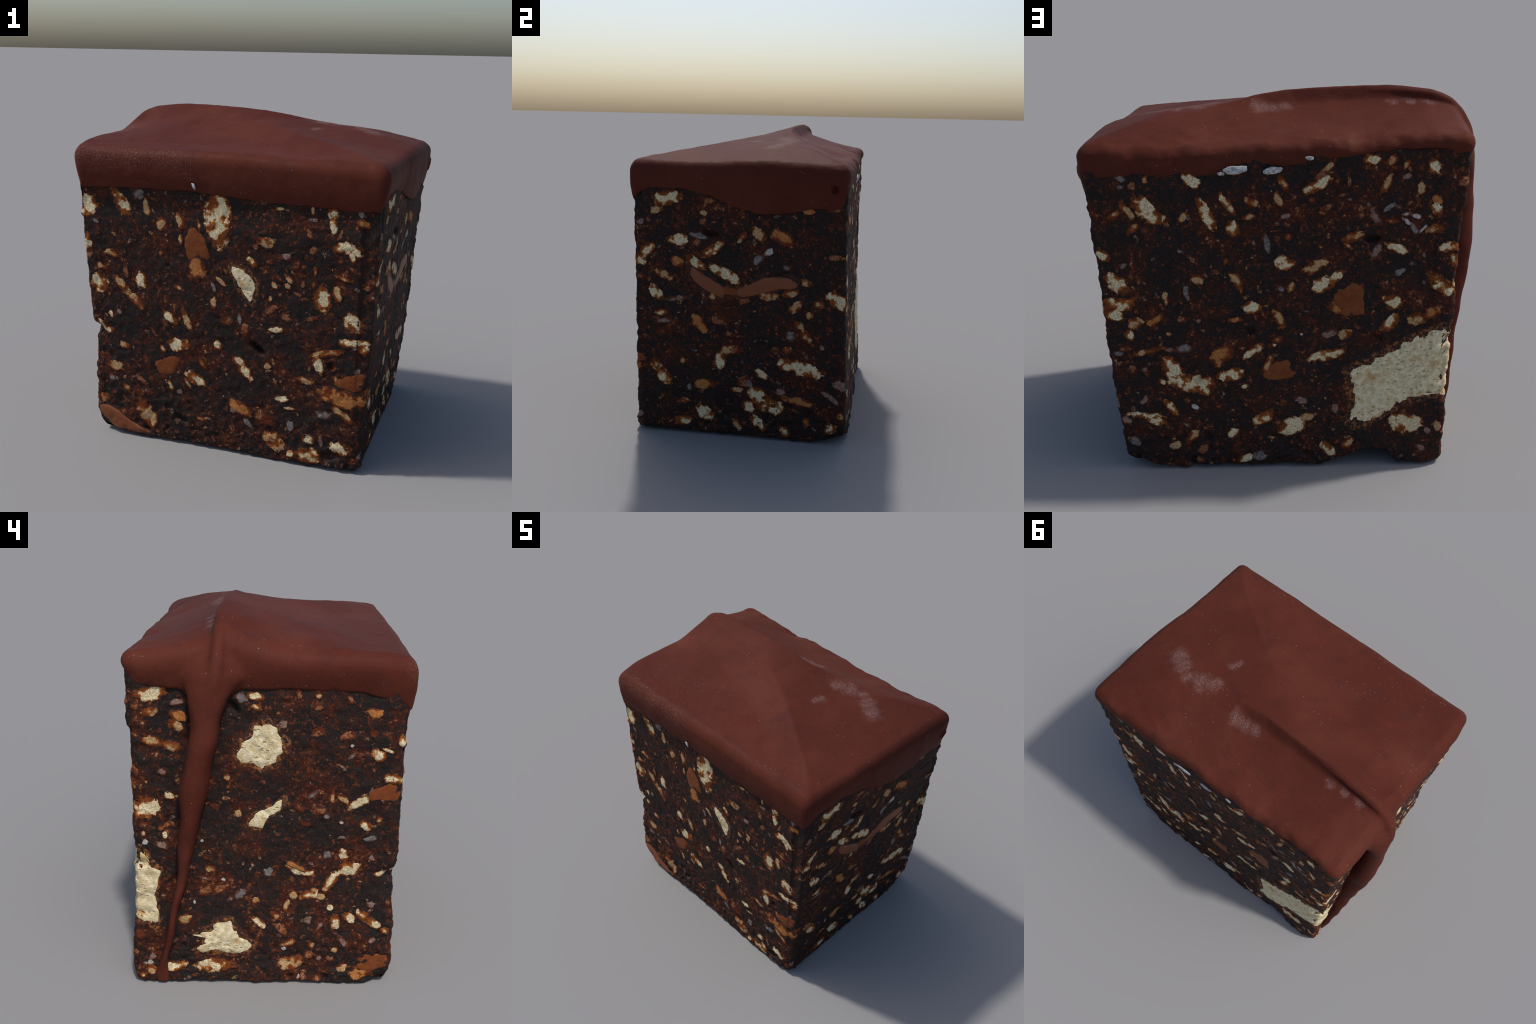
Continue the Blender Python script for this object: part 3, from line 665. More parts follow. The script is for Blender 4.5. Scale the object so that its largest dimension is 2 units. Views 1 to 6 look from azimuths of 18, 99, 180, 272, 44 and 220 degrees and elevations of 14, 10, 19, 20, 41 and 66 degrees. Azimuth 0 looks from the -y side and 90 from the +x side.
PIECES["back"] = [
    ("C", 0.447, 1.566, 0.043, 0.031, 36), ("G", 0.787, 1.587, 0.03, 0.02, 50), 
    ("G", 0.785, 1.538, 0.02, 0.013, 17), ("C", 0.665, 1.42, 0.093, 0.038, 44), 
    ("B", 0.764, 1.422, 0.045, 0.018, 54), ("B", 0.83, 1.4, 0.029, 0.015, -28), 
    ("B", 0.743, 1.327, 0.036, 0.017, -33), ("B", 0.495, 1.384, 0.029, 0.015, -50), 
    ("C", 0.381, 1.398, 0.077, 0.028, 60), ("C", 0.277, 1.447, 0.059, 0.02, 57), 
    ("B", 0.159, 1.453, 0.029, 0.02, 31), ("B", 0.176, 1.377, 0.031, 0.015, -10), 
    ("C", 0.254, 1.323, 0.036, 0.03, 87), ("B", 0.666, 1.573, 0.018, 0.015, -86), 
    ("R", 0.73, 1.544, 0.018, 0.018, 17), ("C", 0.895, 1.196, 0.036, 0.023, 37), 
    ("C", 0.84, 1.045, 0.066, 0.035, 39), ("B", 0.439, 1.063, 0.036, 0.022, 18), 
    ("B", 0.242, 1.05, 0.052, 0.022, 66), ("G", 0.496, 0.992, 0.039, 0.015, 81), 
    ("B", 0.601, 0.969, 0.03, 0.015, 88), ("G", 0.09, 1.249, 0.061, 0.013, 82), 
    ("R", 0.467, 1.174, 0.026, 0.013, 44), ("B", 0.294, 1.155, 0.016, 0.013, 81), 
    ("R", 0.357, 1.255, 0.023, 0.015, -18), ("P", 0.681, 1.321, 0.029, 0.016, 12), 
    ("G", 0.797, 1.142, 0.021, 0.01, -33), ("P", 0.73, 1.068, 0.024, 0.017, 57), 
    ("G", 0.519, 1.209, 0.011, 0.011, 1), ("R", 0.344, 1.1, 0.019, 0.013, 21), 
    ("B", 0.005, 1.544, 0.041, 0.018, 61), ("C", -0.155, 1.532, 0.066, 0.024, -28), 
    ("R", -0.169, 1.574, 0.042, 0.022, -40), ("B", -0.212, 1.62, 0.028, 0.016, -43), 
    ("C", -0.412, 1.654, 0.035, 0.022, 5), ("B", -0.515, 1.65, 0.027, 0.017, -37), 
    ("B", -0.583, 1.629, 0.024, 0.013, -65), ("C", -0.715, 1.615, 0.043, 0.025, 65), 
    ("B", -0.487, 1.531, 0.047, 0.018, -61), ("B", -0.656, 1.512, 0.033, 0.015, 83), 
    ("C", -0.737, 1.407, 0.044, 0.027, 80), ("A", -0.737, 1.455, 0.026, 0.022, 68), 
    ("B", 0.029, 1.462, 0.037, 0.017, 65), ("R", -0.197, 1.411, 0.032, 0.019, -46), 
    ("R", -0.13, 1.457, 0.021, 0.018, 9), ("P", 0.003, 1.376, 0.033, 0.013, -24), 
    ("P", -0.434, 1.376, 0.04, 0.021, 46), ("G", -0.505, 1.416, 0.035, 0.011, -37), 
    ("R", -0.372, 1.4, 0.036, 0.015, 89), ("B", -0.517, 1.347, 0.028, 0.013, 7), 
    ("W", -0.59, 1.382, 0.027, 0.017, -18), ("W", -0.636, 1.373, 0.036, 0.016, 19), 
    ("W", -0.597, 1.344, 0.03, 0.015, 45), ("G", -0.634, 1.305, 0.04, 0.015, 53), 
    ("W", -0.672, 1.301, 0.036, 0.013, -50), ("B", -0.736, 1.302, 0.043, 0.022, -7), 
    ("B", -0.328, 1.266, 0.05, 0.026, -14), ("C", -0.31, 1.223, 0.026, 0.011, 42), 
    ("C", -0.545, 1.21, 0.054, 0.019, 27), ("P", -0.449, 1.182, 0.051, 0.022, -63), 
    ("R", -0.86, 1.541, 0.027, 0.022, -18), ("C", -0.811, 1.209, 0.05, 0.025, -1), 
    ("C", -0.834, 1.145, 0.036, 0.021, 75), ("C", 0.006, 1.139, 0.047, 0.032, 1), 
    ("B", -0.145, 1.119, 0.063, 0.028, -28), ("C", -0.186, 1.022, 0.055, 0.036, -17), 
    ("C", -0.252, 1.06, 0.047, 0.022, -54), ("P", -0.486, 1.026, 0.026, 0.016, -6), 
    ("G", -0.568, 1.082, 0.029, 0.016, -17), ("C", -0.775, 1.016, 0.081, 0.033, 39), 
    ("B", -0.028, 1.012, 0.027, 0.015, -64), ("G", 0.026, 1.005, 0.018, 0.017, 66), 
    ("R", -0.282, 1.485, 0.024, 0.01, -12), ("P", -0.586, 1.571, 0.02, 0.013, -30), 
    ("R", -0.311, 1.55, 0.022, 0.01, 89), ("R", -0.252, 1.548, 0.019, 0.01, 89), 
    ("P", -0.55, 1.418, 0.02, 0.015, 18), ("B", -0.017, 1.275, 0.018, 0.018, 51), 
    ("B", 0.76, 0.836, 0.041, 0.025, -12), ("C", 0.796, 0.772, 0.029, 0.022, 69), 
    ("A", 0.663, 0.846, 0.04, 0.021, -40), ("R", 0.523, 0.85, 0.026, 0.019, 27), 
    ("B", 0.037, 0.845, 0.054, 0.019, 63), ("B", 0.7, 0.681, 0.069, 0.014, -13), 
    ("P", 0.589, 0.688, 0.031, 0.014, -2), ("G", 0.525, 0.69, 0.05, 0.024, -1), 
    ("C", 0.592, 0.589, 0.061, 0.041, 63), ("C", 0.489, 0.494, 0.107, 0.043, 8), 
    ("C", 0.435, 0.458, 0.044, 0.026, 19), ("A", 0.328, 0.653, 0.069, 0.041, -48), 
    ("C", 0.169, 0.67, 0.061, 0.018, -36), ("C", 0.289, 0.54, 0.067, 0.03, -16), 
    ("B", 0.093, 0.599, 0.057, 0.019, -63), ("M", 0.036, 0.553, 0.08, 0.058, -22), 
    ("C", 0.607, 0.361, 0.052, 0.02, 59), ("P", 0.734, 0.407, 0.029, 0.017, -44), 
    ("W", 0.481, 0.361, 0.028, 0.016, 48), ("C", 0.73, 0.314, 0.09, 0.019, 9), 
    ("C", 0.687, 0.285, 0.041, 0.023, 18), ("C", 0.123, 0.291, 0.059, 0.028, -30), 
    ("B", 0.504, 0.188, 0.053, 0.021, -54), ("G", 0.805, 0.166, 0.035, 0.022, 19), 
    ("B", 0.594, 0.141, 0.031, 0.019, -19), ("R", 0.447, 0.113, 0.031, 0.021, -34), 
    ("C", 0.284, 0.206, 0.028, 0.028, 19), ("C", 0.219, 0.055, 0.033, 0.022, -8), 
    ("G", 0.152, 0.069, 0.04, 0.026, -17), ("R", 0.461, 0.051, 0.026, 0.019, 1), 
    ("C", 0.644, 0.511, 0.016, 0.015, 14), ("C", 0.215, 0.472, 0.021, 0.012, -28), 
    ("P", 0.732, 0.578, 0.02, 0.015, 26), ("B", 0.046, 0.731, 0.032, 0.014, -22), 
    ("C", 0.064, 0.707, 0.011, 0.011, 34), ("B", 0.358, 0.361, 0.013, 0.013, 1), 
    ("G", 0.861, 0.671, 0.025, 0.018, -7), ("P", 0.844, 0.295, 0.032, 0.016, 39), 
    ("B", 0.595, 0.771, 0.012, 0.01, -2), ("P", 0.442, 0.843, 0.018, 0.012, -14), 
    ("R", 0.791, 0.59, 0.016, 0.015, 14), ("A", 0.256, 0.844, 0.036, 0.013, 1), 
    ("R", 0.877, 0.427, 0.019, 0.017, 74), ("C", 0.175, 0.909, 0.042, 0.029, 10), 
    ("C", 0.838, 0.942, 0.073, 0.033, 1), ("C", 0.86, 0.884, 0.044, 0.028, 13), 
    ("M", -0.327, 0.937, 0.105, 0.074, 78), ("A", -0.278, 0.893, 0.067, 0.03, 18), 
    ("C", -0.529, 0.81, 0.051, 0.029, -42), ("B", -0.666, 0.833, 0.045, 0.031, -24), 
    ("A", -0.737, 0.859, 0.044, 0.025, -24), ("P", -0.221, 0.758, 0.039, 0.021, -26), 
    ("C", -0.208, 0.64, 0.081, 0.027, -14), ("B", -0.301, 0.752, 0.033, 0.024, -23), 
    ("C", -0.54, 0.925, 0.05, 0.028, 21), ("C", -0.024, 0.237, 0.068, 0.042, -31), 
    ("B", -0.1, 0.29, 0.041, 0.021, -16), ("C", -0.62, 0.249, 0.08, 0.047, 4), 
    ("C", -0.211, 0.103, 0.044, 0.03, 49), ("B", -0.319, 0.132, 0.035, 0.024, -45), 
    ("P", -0.075, 0.385, 0.037, 0.018, 6), ("W", -0.079, 0.757, 0.012, 0.012, 48), 
    ("P", -0.707, 0.097, 0.024, 0.022, 1), ("P", -0.738, 0.201, 0.016, 0.016, 1), 
    ("B", -0.791, 0.228, 0.025, 0.017, 80), ("P", -0.25, 0.343, 0.028, 0.017, 83), 
    ("R", -0.294, 0.336, 0.024, 0.016, 62), 
]
PIECES["right"] = [
    ("C", -0.441, 1.508, 0.084, 0.041, 12), ("B", -0.504, 1.443, 0.045, 0.025, 26), 
    ("R", -0.188, 1.503, 0.04, 0.023, -11), ("B", -0.212, 1.429, 0.021, 0.014, -13), 
    ("C", -0.372, 1.258, 0.064, 0.031, 8), ("G", -0.244, 1.286, 0.054, 0.017, -8), 
    ("R", -0.265, 1.244, 0.034, 0.02, 0), ("C", -0.172, 1.198, 0.059, 0.027, 29), 
    ("B", -0.129, 1.233, 0.045, 0.019, 27), ("B", 0.025, 1.291, 0.04, 0.018, 52), 
    ("B", 0.13, 1.314, 0.049, 0.027, -45), ("A", 0.269, 1.299, 0.072, 0.037, -27), 
    ("G", 0.131, 1.162, 0.039, 0.026, 45), ("W", 0.184, 1.204, 0.048, 0.024, 35), 
    ("C", -0.621, 1.124, 0.036, 0.034, 3), ("C", -0.58, 1.179, 0.058, 0.029, 43), 
    ("A", -0.381, 1.119, 0.046, 0.028, -24), ("C", -0.266, 1.115, 0.07, 0.032, -34), 
    ("C", -0.08, 1.058, 0.094, 0.031, -26), ("G", 0.301, 1.117, 0.024, 0.017, -17), 
    ("B", -0.476, 1.038, 0.064, 0.025, -28), ("C", -0.521, 0.919, 0.049, 0.033, -37), 
    ("P", -0.388, 0.887, 0.065, 0.018, 4), ("B", 0.322, 0.963, 0.044, 0.027, 9), 
    ("B", 0.187, 0.938, 0.061, 0.025, -3), ("R", 0.046, 0.899, 0.041, 0.021, 9), 
    ("B", 0.417, 1.035, 0.032, 0.02, -24), ("C", 0.611, 0.93, 0.07, 0.038, -39), 
    ("B", 0.5, 0.902, 0.034, 0.024, -4), ("B", 0.359, 0.881, 0.049, 0.023, 50), 
    ("A", 0.417, 1.474, 0.036, 0.023, -27), ("R", 0.568, 1.486, 0.041, 0.022, 2), 
    ("R", 0.588, 1.194, 0.061, 0.016, 0), ("P", -0.616, 1.36, 0.031, 0.017, -4), 
    ("P", -0.561, 1.372, 0.017, 0.017, 3), ("C", -0.483, 0.794, 0.036, 0.021, 4), 
    ("R", -0.612, 1.016, 0.034, 0.022, -24), ("R", -0.217, 1.374, 0.023, 0.016, -2), 
    ("B", -0.161, 0.912, 0.018, 0.018, -11), ("R", 0.171, 1.387, 0.018, 0.016, 3), 
    ("A", -0.243, 0.732, 0.064, 0.033, -50), ("R", -0.118, 0.765, 0.069, 0.026, 3), 
    ("P", -0.472, 0.741, 0.062, 0.018, 11), ("R", -0.486, 0.672, 0.041, 0.024, 30), 
    ("B", 0.381, 0.762, 0.041, 0.024, -43), ("B", 0.425, 0.701, 0.047, 0.024, -56), 
    ("B", 0.441, 0.83, 0.022, 0.021, -43), ("G", 0.332, 0.689, 0.032, 0.032, -15), 
    ("B", 0.309, 0.605, 0.031, 0.021, -7), ("R", 0.243, 0.593, 0.03, 0.03, -8), 
    ("C", -0.117, 0.496, 0.051, 0.036, 59), ("B", -0.071, 0.57, 0.048, 0.026, 45), 
    ("R", -0.017, 0.574, 0.037, 0.033, 5), ("B", -0.524, 0.437, 0.051, 0.03, -56), 
    ("C", -0.481, 0.376, 0.06, 0.036, -44), ("C", 0.33, 0.507, 0.076, 0.033, -2), 
    ("C", 0.429, 0.483, 0.094, 0.042, -16), ("C", 0.148, 0.432, 0.043, 0.022, -38), 
    ("A", -0.21, 0.339, 0.062, 0.029, 5), ("B", -0.005, 0.317, 0.042, 0.015, 1), 
    ("R", 0.048, 0.371, 0.06, 0.03, -1), ("G", 0.076, 0.368, 0.032, 0.015, -73), 
    ("C", 0.15, 0.265, 0.081, 0.051, -48), ("C", 0.221, 0.229, 0.068, 0.04, -31), 
    ("C", 0.069, 0.214, 0.037, 0.035, -23), ("A", 0.378, 0.272, 0.093, 0.026, -9), 
    ("P", 0.27, 0.325, 0.035, 0.022, -9), ("C", -0.209, 0.146, 0.051, 0.039, -33), 
    ("C", -0.353, 0.084, 0.05, 0.03, 13), ("B", -0.351, 0.214, 0.04, 0.019, 13), 
    ("C", 0.119, 0.115, 0.041, 0.031, -41), ("C", 0.155, 0.078, 0.031, 0.022, -27), 
    ("B", -0.001, 0.088, 0.038, 0.022, -69), ("C", 0.298, 0.06, 0.046, 0.026, -47), 
    ("C", 0.587, 0.101, 0.038, 0.028, 25), ("B", 0.653, 0.189, 0.022, 0.022, -43), 
    ("P", 0.637, 0.402, 0.049, 0.032, -32), ("P", 0.584, 0.309, 0.059, 0.018, -33), 
    ("C", 0.434, 0.139, 0.022, 0.022, -9), ("B", -0.348, 0.483, 0.019, 0.015, 2), 
    ("G", -0.313, 0.305, 0.025, 0.015, -80), ("P", -0.638, 0.108, 0.02, 0.02, -2), 
    ("R", -0.032, 0.677, 0.039, 0.018, -7), ("M", -0.631, 0.493, 0.04, 0.03, -67), 
    ("R", 0.565, 0.754, 0.02, 0.018, -13), ("P", 0.042, 0.1, 0.019, 0.019, -56), 
    ("P", 0.522, 0.638, 0.018, 0.018, 5), ("M", -0.051, 0.951, 0.055, 0.025, -6), 
]
PIECES["left"] = [
    ("C", 0.521, 1.578, 0.068, 0.03, -10), ("B", 0.529, 1.492, 0.035, 0.02, -12), 
    ("A", 0.398, 1.477, 0.042, 0.023, 12), ("B", 0.411, 1.433, 0.031, 0.024, 59), 
    ("B", 0.511, 1.347, 0.051, 0.023, 9), ("B", 0.438, 1.331, 0.053, 0.022, 17), 
    ("P", 0.479, 1.194, 0.023, 0.021, 7), ("P", 0.396, 1.541, 0.041, 0.015, -12), 
    ("C", 0.568, 1.004, 0.062, 0.058, -1), ("C", 0.455, 1.071, 0.023, 0.017, 15), 
    ("R", 0.596, 1.515, 0.015, 0.015, 75), ("R", 0.476, 0.913, 0.039, 0.017, -10), 
    ("G", 0.104, 1.567, 0.026, 0.026, 14), ("C", 0.052, 1.572, 0.038, 0.019, 7), 
    ("C", 0.04, 1.521, 0.027, 0.015, 19), ("B", 0.18, 1.174, 0.016, 0.016, 73), 
    ("R", 0.24, 1.021, 0.03, 0.016, 36), ("B", 0.128, 0.988, 0.017, 0.015, 75), 
    ("P", -0.079, 1.445, 0.022, 0.018, 10), ("R", -0.146, 1.589, 0.029, 0.012, 79), 
    ("R", -0.244, 1.414, 0.034, 0.021, -25), ("R", -0.376, 1.391, 0.034, 0.021, -15), 
    ("W", -0.397, 1.344, 0.013, 0.013, -1), ("A", -0.494, 1.506, 0.032, 0.02, 9), 
    ("C", -0.521, 1.3, 0.034, 0.024, 30), ("C", -0.565, 1.324, 0.024, 0.008, 19), 
    ("C", -0.602, 1.18, 0.043, 0.024, 13), ("M", -0.566, 1.107, 0.073, 0.053, -8), 
    ("C", -0.447, 1.056, 0.044, 0.019, -31), ("G", -0.225, 1.091, 0.032, 0.016, -35), 
    ("B", -0.321, 1.084, 0.031, 0.009, -88), ("B", -0.369, 1.074, 0.03, 0.016, 42), 
    ("R", -0.271, 1.11, 0.013, 0.013, -1), ("R", -0.264, 1.008, 0.031, 0.019, -13), 
    ("G", -0.295, 0.982, 0.015, 0.015, -1), ("W", -0.366, 0.95, 0.014, 0.014, -1), 
    ("C", -0.486, 0.931, 0.024, 0.022, 24), ("R", -0.167, 1.023, 0.032, 0.016, 40), 
    ("R", -0.193, 0.944, 0.028, 0.019, 25), ("R", -0.489, 1.408, 0.022, 0.014, 50), 
    ("C", -0.624, 1.37, 0.026, 0.014, 80), ("B", -0.234, 1.581, 0.013, 0.012, -1), 
    ("R", -0.236, 1.534, 0.028, 0.019, -15), ("R", -0.379, 1.559, 0.017, 0.014, 87), 
    ("B", -0.548, 0.965, 0.014, 0.014, -1), ("C", -0.157, 0.684, 0.049, 0.021, 28), 
    ("C", -0.212, 0.664, 0.033, 0.016, 4), ("A", -0.158, 0.703, 0.046, 0.014, 27), 
    ("G", -0.021, 0.669, 0.026, 0.021, -70), ("C", -0.387, 0.768, 0.04, 0.02, 71), 
    ("C", -0.42, 0.69, 0.052, 0.039, -11), ("C", -0.33, 0.618, 0.054, 0.025, -60), 
    ("B", -0.15, 0.537, 0.02, 0.02, 38), ("C", -0.22, 0.536, 0.042, 0.024, -4), 
    ("B", -0.253, 0.562, 0.019, 0.019, 56), ("B", -0.282, 0.53, 0.024, 0.015, 7), 
    ("C", -0.361, 0.386, 0.045, 0.024, 82), ("C", -0.432, 0.411, 0.037, 0.022, 30), 
    ("C", -0.502, 0.42, 0.039, 0.024, 38), ("C", -0.554, 0.381, 0.043, 0.021, 39), 
    ("C", -0.619, 0.332, 0.026, 0.019, 19), ("C", -0.333, 0.466, 0.015, 0.015, 22), 
    ("P", -0.396, 0.277, 0.047, 0.017, 55), ("P", -0.281, 0.352, 0.041, 0.015, -59), 
    ("P", -0.228, 0.392, 0.027, 0.017, -66), ("B", -0.145, 0.132, 0.066, 0.034, -17), 
    ("R", -0.235, 0.183, 0.025, 0.025, -41), ("W", -0.105, 0.221, 0.015, 0.015, -52), 
    ("B", -0.129, 0.253, 0.044, 0.016, -24), ("G", -0.307, 0.769, 0.023, 0.021, 61), 
    ("G", -0.511, 0.863, 0.031, 0.015, -8), ("C", -0.572, 0.66, 0.03, 0.015, -14), 
    ("P", -0.527, 0.754, 0.018, 0.014, 33), ("P", -0.537, 0.484, 0.019, 0.019, -1), 
    ("P", -0.558, 0.276, 0.019, 0.019, -1), ("B", -0.247, 0.243, 0.015, 0.015, 42), 
    ("B", -0.368, 0.213, 0.016, 0.016, 10), ("W", -0.185, 0.044, 0.021, 0.01, -79), 
    ("B", -0.41, 0.1, 0.025, 0.02, -29), ("R", -0.285, 0.035, 0.027, 0.02, -37), 
    ("R", -0.21, 0.043, 0.023, 0.014, 73), ("B", -0.057, 0.419, 0.028, 0.017, 58), 
    ("B", -0.113, 0.475, 0.031, 0.012, -75), ("R", -0.09, 0.34, 0.034, 0.021, 45), 
    ("R", -0.345, 0.157, 0.017, 0.017, -1), ("R", -0.624, 0.492, 0.021, 0.013, 74), 
    ("P", -0.286, 0.16, 0.015, 0.015, 44), ("M", -0.57, 0.139, 0.094, 0.048, -12), 
    ("A", -0.51, 0.075, 0.05, 0.036, -8), ("W", 0.579, 0.824, 0.018, 0.018, -19), 
    ("C", 0.481, 0.866, 0.019, 0.01, 86), ("P", 0.489, 0.807, 0.032, 0.018, 28), 
    ("C", 0.584, 0.87, 0.014, 0.014, 15), ("B", 0.395, 0.391, 0.033, 0.024, -34), 
    ("C", 0.246, 0.11, 0.084, 0.034, -1), ("C", 0.456, 0.102, 0.058, 0.023, -8), 
    ("G", 0.113, 0.542, 0.036, 0.023, -36), ("R", 0.248, 0.565, 0.079, 0.031, -12), 
    ("P", 0.282, 0.624, 0.04, 0.011, 4), ("B", 0.261, 0.68, 0.021, 0.021, -1), 
    ("R", 0.154, 0.627, 0.017, 0.017, 67), ("B", 0.037, 0.505, 0.019, 0.019, 13), 
    ("W", 0.346, 0.489, 0.014, 0.009, -86), ("R", 0.282, 0.745, 0.02, 0.013, 4), 
    ("W", 0.594, 0.123, 0.033, 0.02, -12), ("B", 0.581, 0.081, 0.027, 0.027, -6), 
    ("C", 0.62, 0.05, 0.02, 0.017, -68), ("R", 0.628, 0.296, 0.025, 0.025, -13), 
    ("R", 0.652, 0.184, 0.02, 0.02, -1), ("P", 0.57, 0.161, 0.018, 0.018, -39), 
    ("C", 0.022, 0.375, 0.039, 0.018, 43), ("W", 0.057, 0.708, 0.014, 0.009, 75), 
    ("W", 0.2, 0.623, 0.01, 0.01, 37), ("W", 0.301, 0.839, 0.01, 0.01, 8), 
]

LENS = [(0.049, 1.161), (0.091, 1.153), (0.144, 1.135), (0.192, 1.1), (0.228, 1.057), (0.235, 0.999), (0.221, 0.932), (0.195, 0.905), (0.17, 0.944), (0.128, 0.98), (0.104, 1.031), (0.073, 1.081), (0.055, 1.126)]
CHOC_CORNER = [(-0.787, 0.174), (-0.723, 0.184), (-0.648, 0.156), (-0.587, 0.111), (-0.525, 0.081), (-0.43, 0.043), (-0.404, 0.027), (-0.5, 0.017), (-0.61, 0.025), (-0.688, 0.011), (-0.728, 0.06), (-0.789, 0.125)]
BLOCK_BACK = [(-0.298, 0.584), (-0.382, 0.6), (-0.485, 0.661), (-0.613, 0.733), (-0.715, 0.782), (-0.827, 0.819), (-0.845, 0.768), (-0.824, 0.684), (-0.828, 0.609), (-0.815, 0.546), (-0.808, 0.482), (-0.828, 0.399), (-0.722, 0.377), (-0.601, 0.337), (-0.495, 0.273), (-0.405, 0.207), (-0.329, 0.209), (-0.28, 0.264), (-0.317, 0.324), (-0.305, 0.432), (-0.293, 0.549)]
STREAK_A = [(-0.3, 1.095), (-0.227, 1.046), (-0.16, 1.01), (-0.1, 0.986), (-0.074, 0.955), (-0.081, 0.907), (-0.147, 0.93), (-0.228, 0.972), (-0.281, 1.002), (-0.311, 1.047)]
STREAK_B = [(-0.034, 0.964), (0.072, 1.004), (0.169, 1.046), (0.266, 1.059), (0.343, 1.05), (0.395, 1.018), (0.364, 0.989), (0.287, 0.988), (0.203, 0.972), (0.105, 0.939), (0.013, 0.92), (-0.027, 0.931)]
BLOCK_END = [(0.626, 0.816), (0.582, 0.8), (0.546, 0.732), (0.498, 0.681), (0.516, 0.605), (0.529, 0.545), (0.523, 0.449), (0.518, 0.314), (0.55, 0.307), (0.61, 0.368), (0.656, 0.379), (0.65, 0.483), (0.63, 0.567), (0.642, 0.632), (0.632, 0.719)]
LUMP_LOW = [(0.393, 0.298), (0.324, 0.318), (0.288, 0.332), (0.256, 0.369), (0.203, 0.401), (0.162, 0.408), (0.142, 0.353), (0.1, 0.292), (0.027, 0.256), (0.063, 0.192), (0.116, 0.171), (0.185, 0.176), (0.264, 0.174), (0.328, 0.179), (0.375, 0.197), (0.316, 0.237), (0.304, 0.287)]
LUMP_HIGH = [(0.064, 1.44), (0.005, 1.473), (-0.054, 1.45), (-0.085, 1.379), (-0.108, 1.356), (-0.102, 1.315), (-0.065, 1.29), (-0.058, 1.233), (0.017, 1.198), (0.071, 1.222), (0.131, 1.246), (0.151, 1.295), (0.138, 1.352), (0.079, 1.377)]
SHARD = [(0.101, 0.914), (0.07, 0.976), (0.016, 1.012), (-0.046, 1.039), (-0.076, 1.082), (-0.11, 1.086), (-0.105, 1.023), (-0.054, 0.987), (-0.008, 0.952), (0.015, 0.889), (0.054, 0.906)]

# ------------------------------------------------------------------ the embedded pieces
KIND_NAME = {"C": "biscuit_piece", "B": "toasted_biscuit_piece", "A": "amber_biscuit_piece", "M": "milk_chocolate_chunk", "R": "rusty_crumb",
             "G": "grey_nut_sliver", "P": "brown_nut_sliver", "W": "white_nut_fleck"}

def kind_materials():
    return {
        "C": piece_material("pale_biscuit", (.47, .365, .195), (.78, .685, .47), (.37, .125, .026), 0.53, 1.34, .8, 120, .5, 0.75, .8),
        "B": piece_material("toasted_biscuit", (.34, .19, .075), (.50, .35, .19), (.27, .078, .017), 0.46, 1.32, .8, 120, .5, 0.8, .8),
        "A": piece_material("amber_biscuit", (.32, .108, .026), (.43, .195, .066), (.17, .045, .013), 0.64, 1.28, .7, 100, .3, 0.6, .6),
        "M": piece_material("milk_chocolate", (.155, .042, .0135), (.200, .059, .0190), (.115, .029, .010), .98, 3.0, .5, 30, 0, .16, .12),
        "R": piece_material("rusty_crumb", (.15, .042, .015), (.30, .135, .065), (.080, .020, .008), 0.36, 1.16, .7, 85, .4, 1, .8),
        "G": piece_material("grey_nut", (.11, .09, .083), (.22, .20, .19), (.10, .06, .045), 0.64, 1.16, .6, 60, .1, 0.55, .4),
        "P": piece_material("brown_nut", (.17, .095, .072), (.25, .165, .14), (.08, .028, .016), 0.5, 1.14, .6, 70, .3, 0.75, .5),
        "W": piece_material("white_nut", (.30, .27, .24), (.50, .47, .43), (.20, .12, .09), 0.66, 1.2, .5, 75, .3, .60, .5),
    }

RELIEF = {"C": (.0020, .0018), "B": (.0016, .0014), "A": (.0040, .0010), "M": (.0032, .0003), "R": (.0014, .0014), "G": (.0016, .0006), "P": (.0015, .0008), "W": (.0016, .0008)}

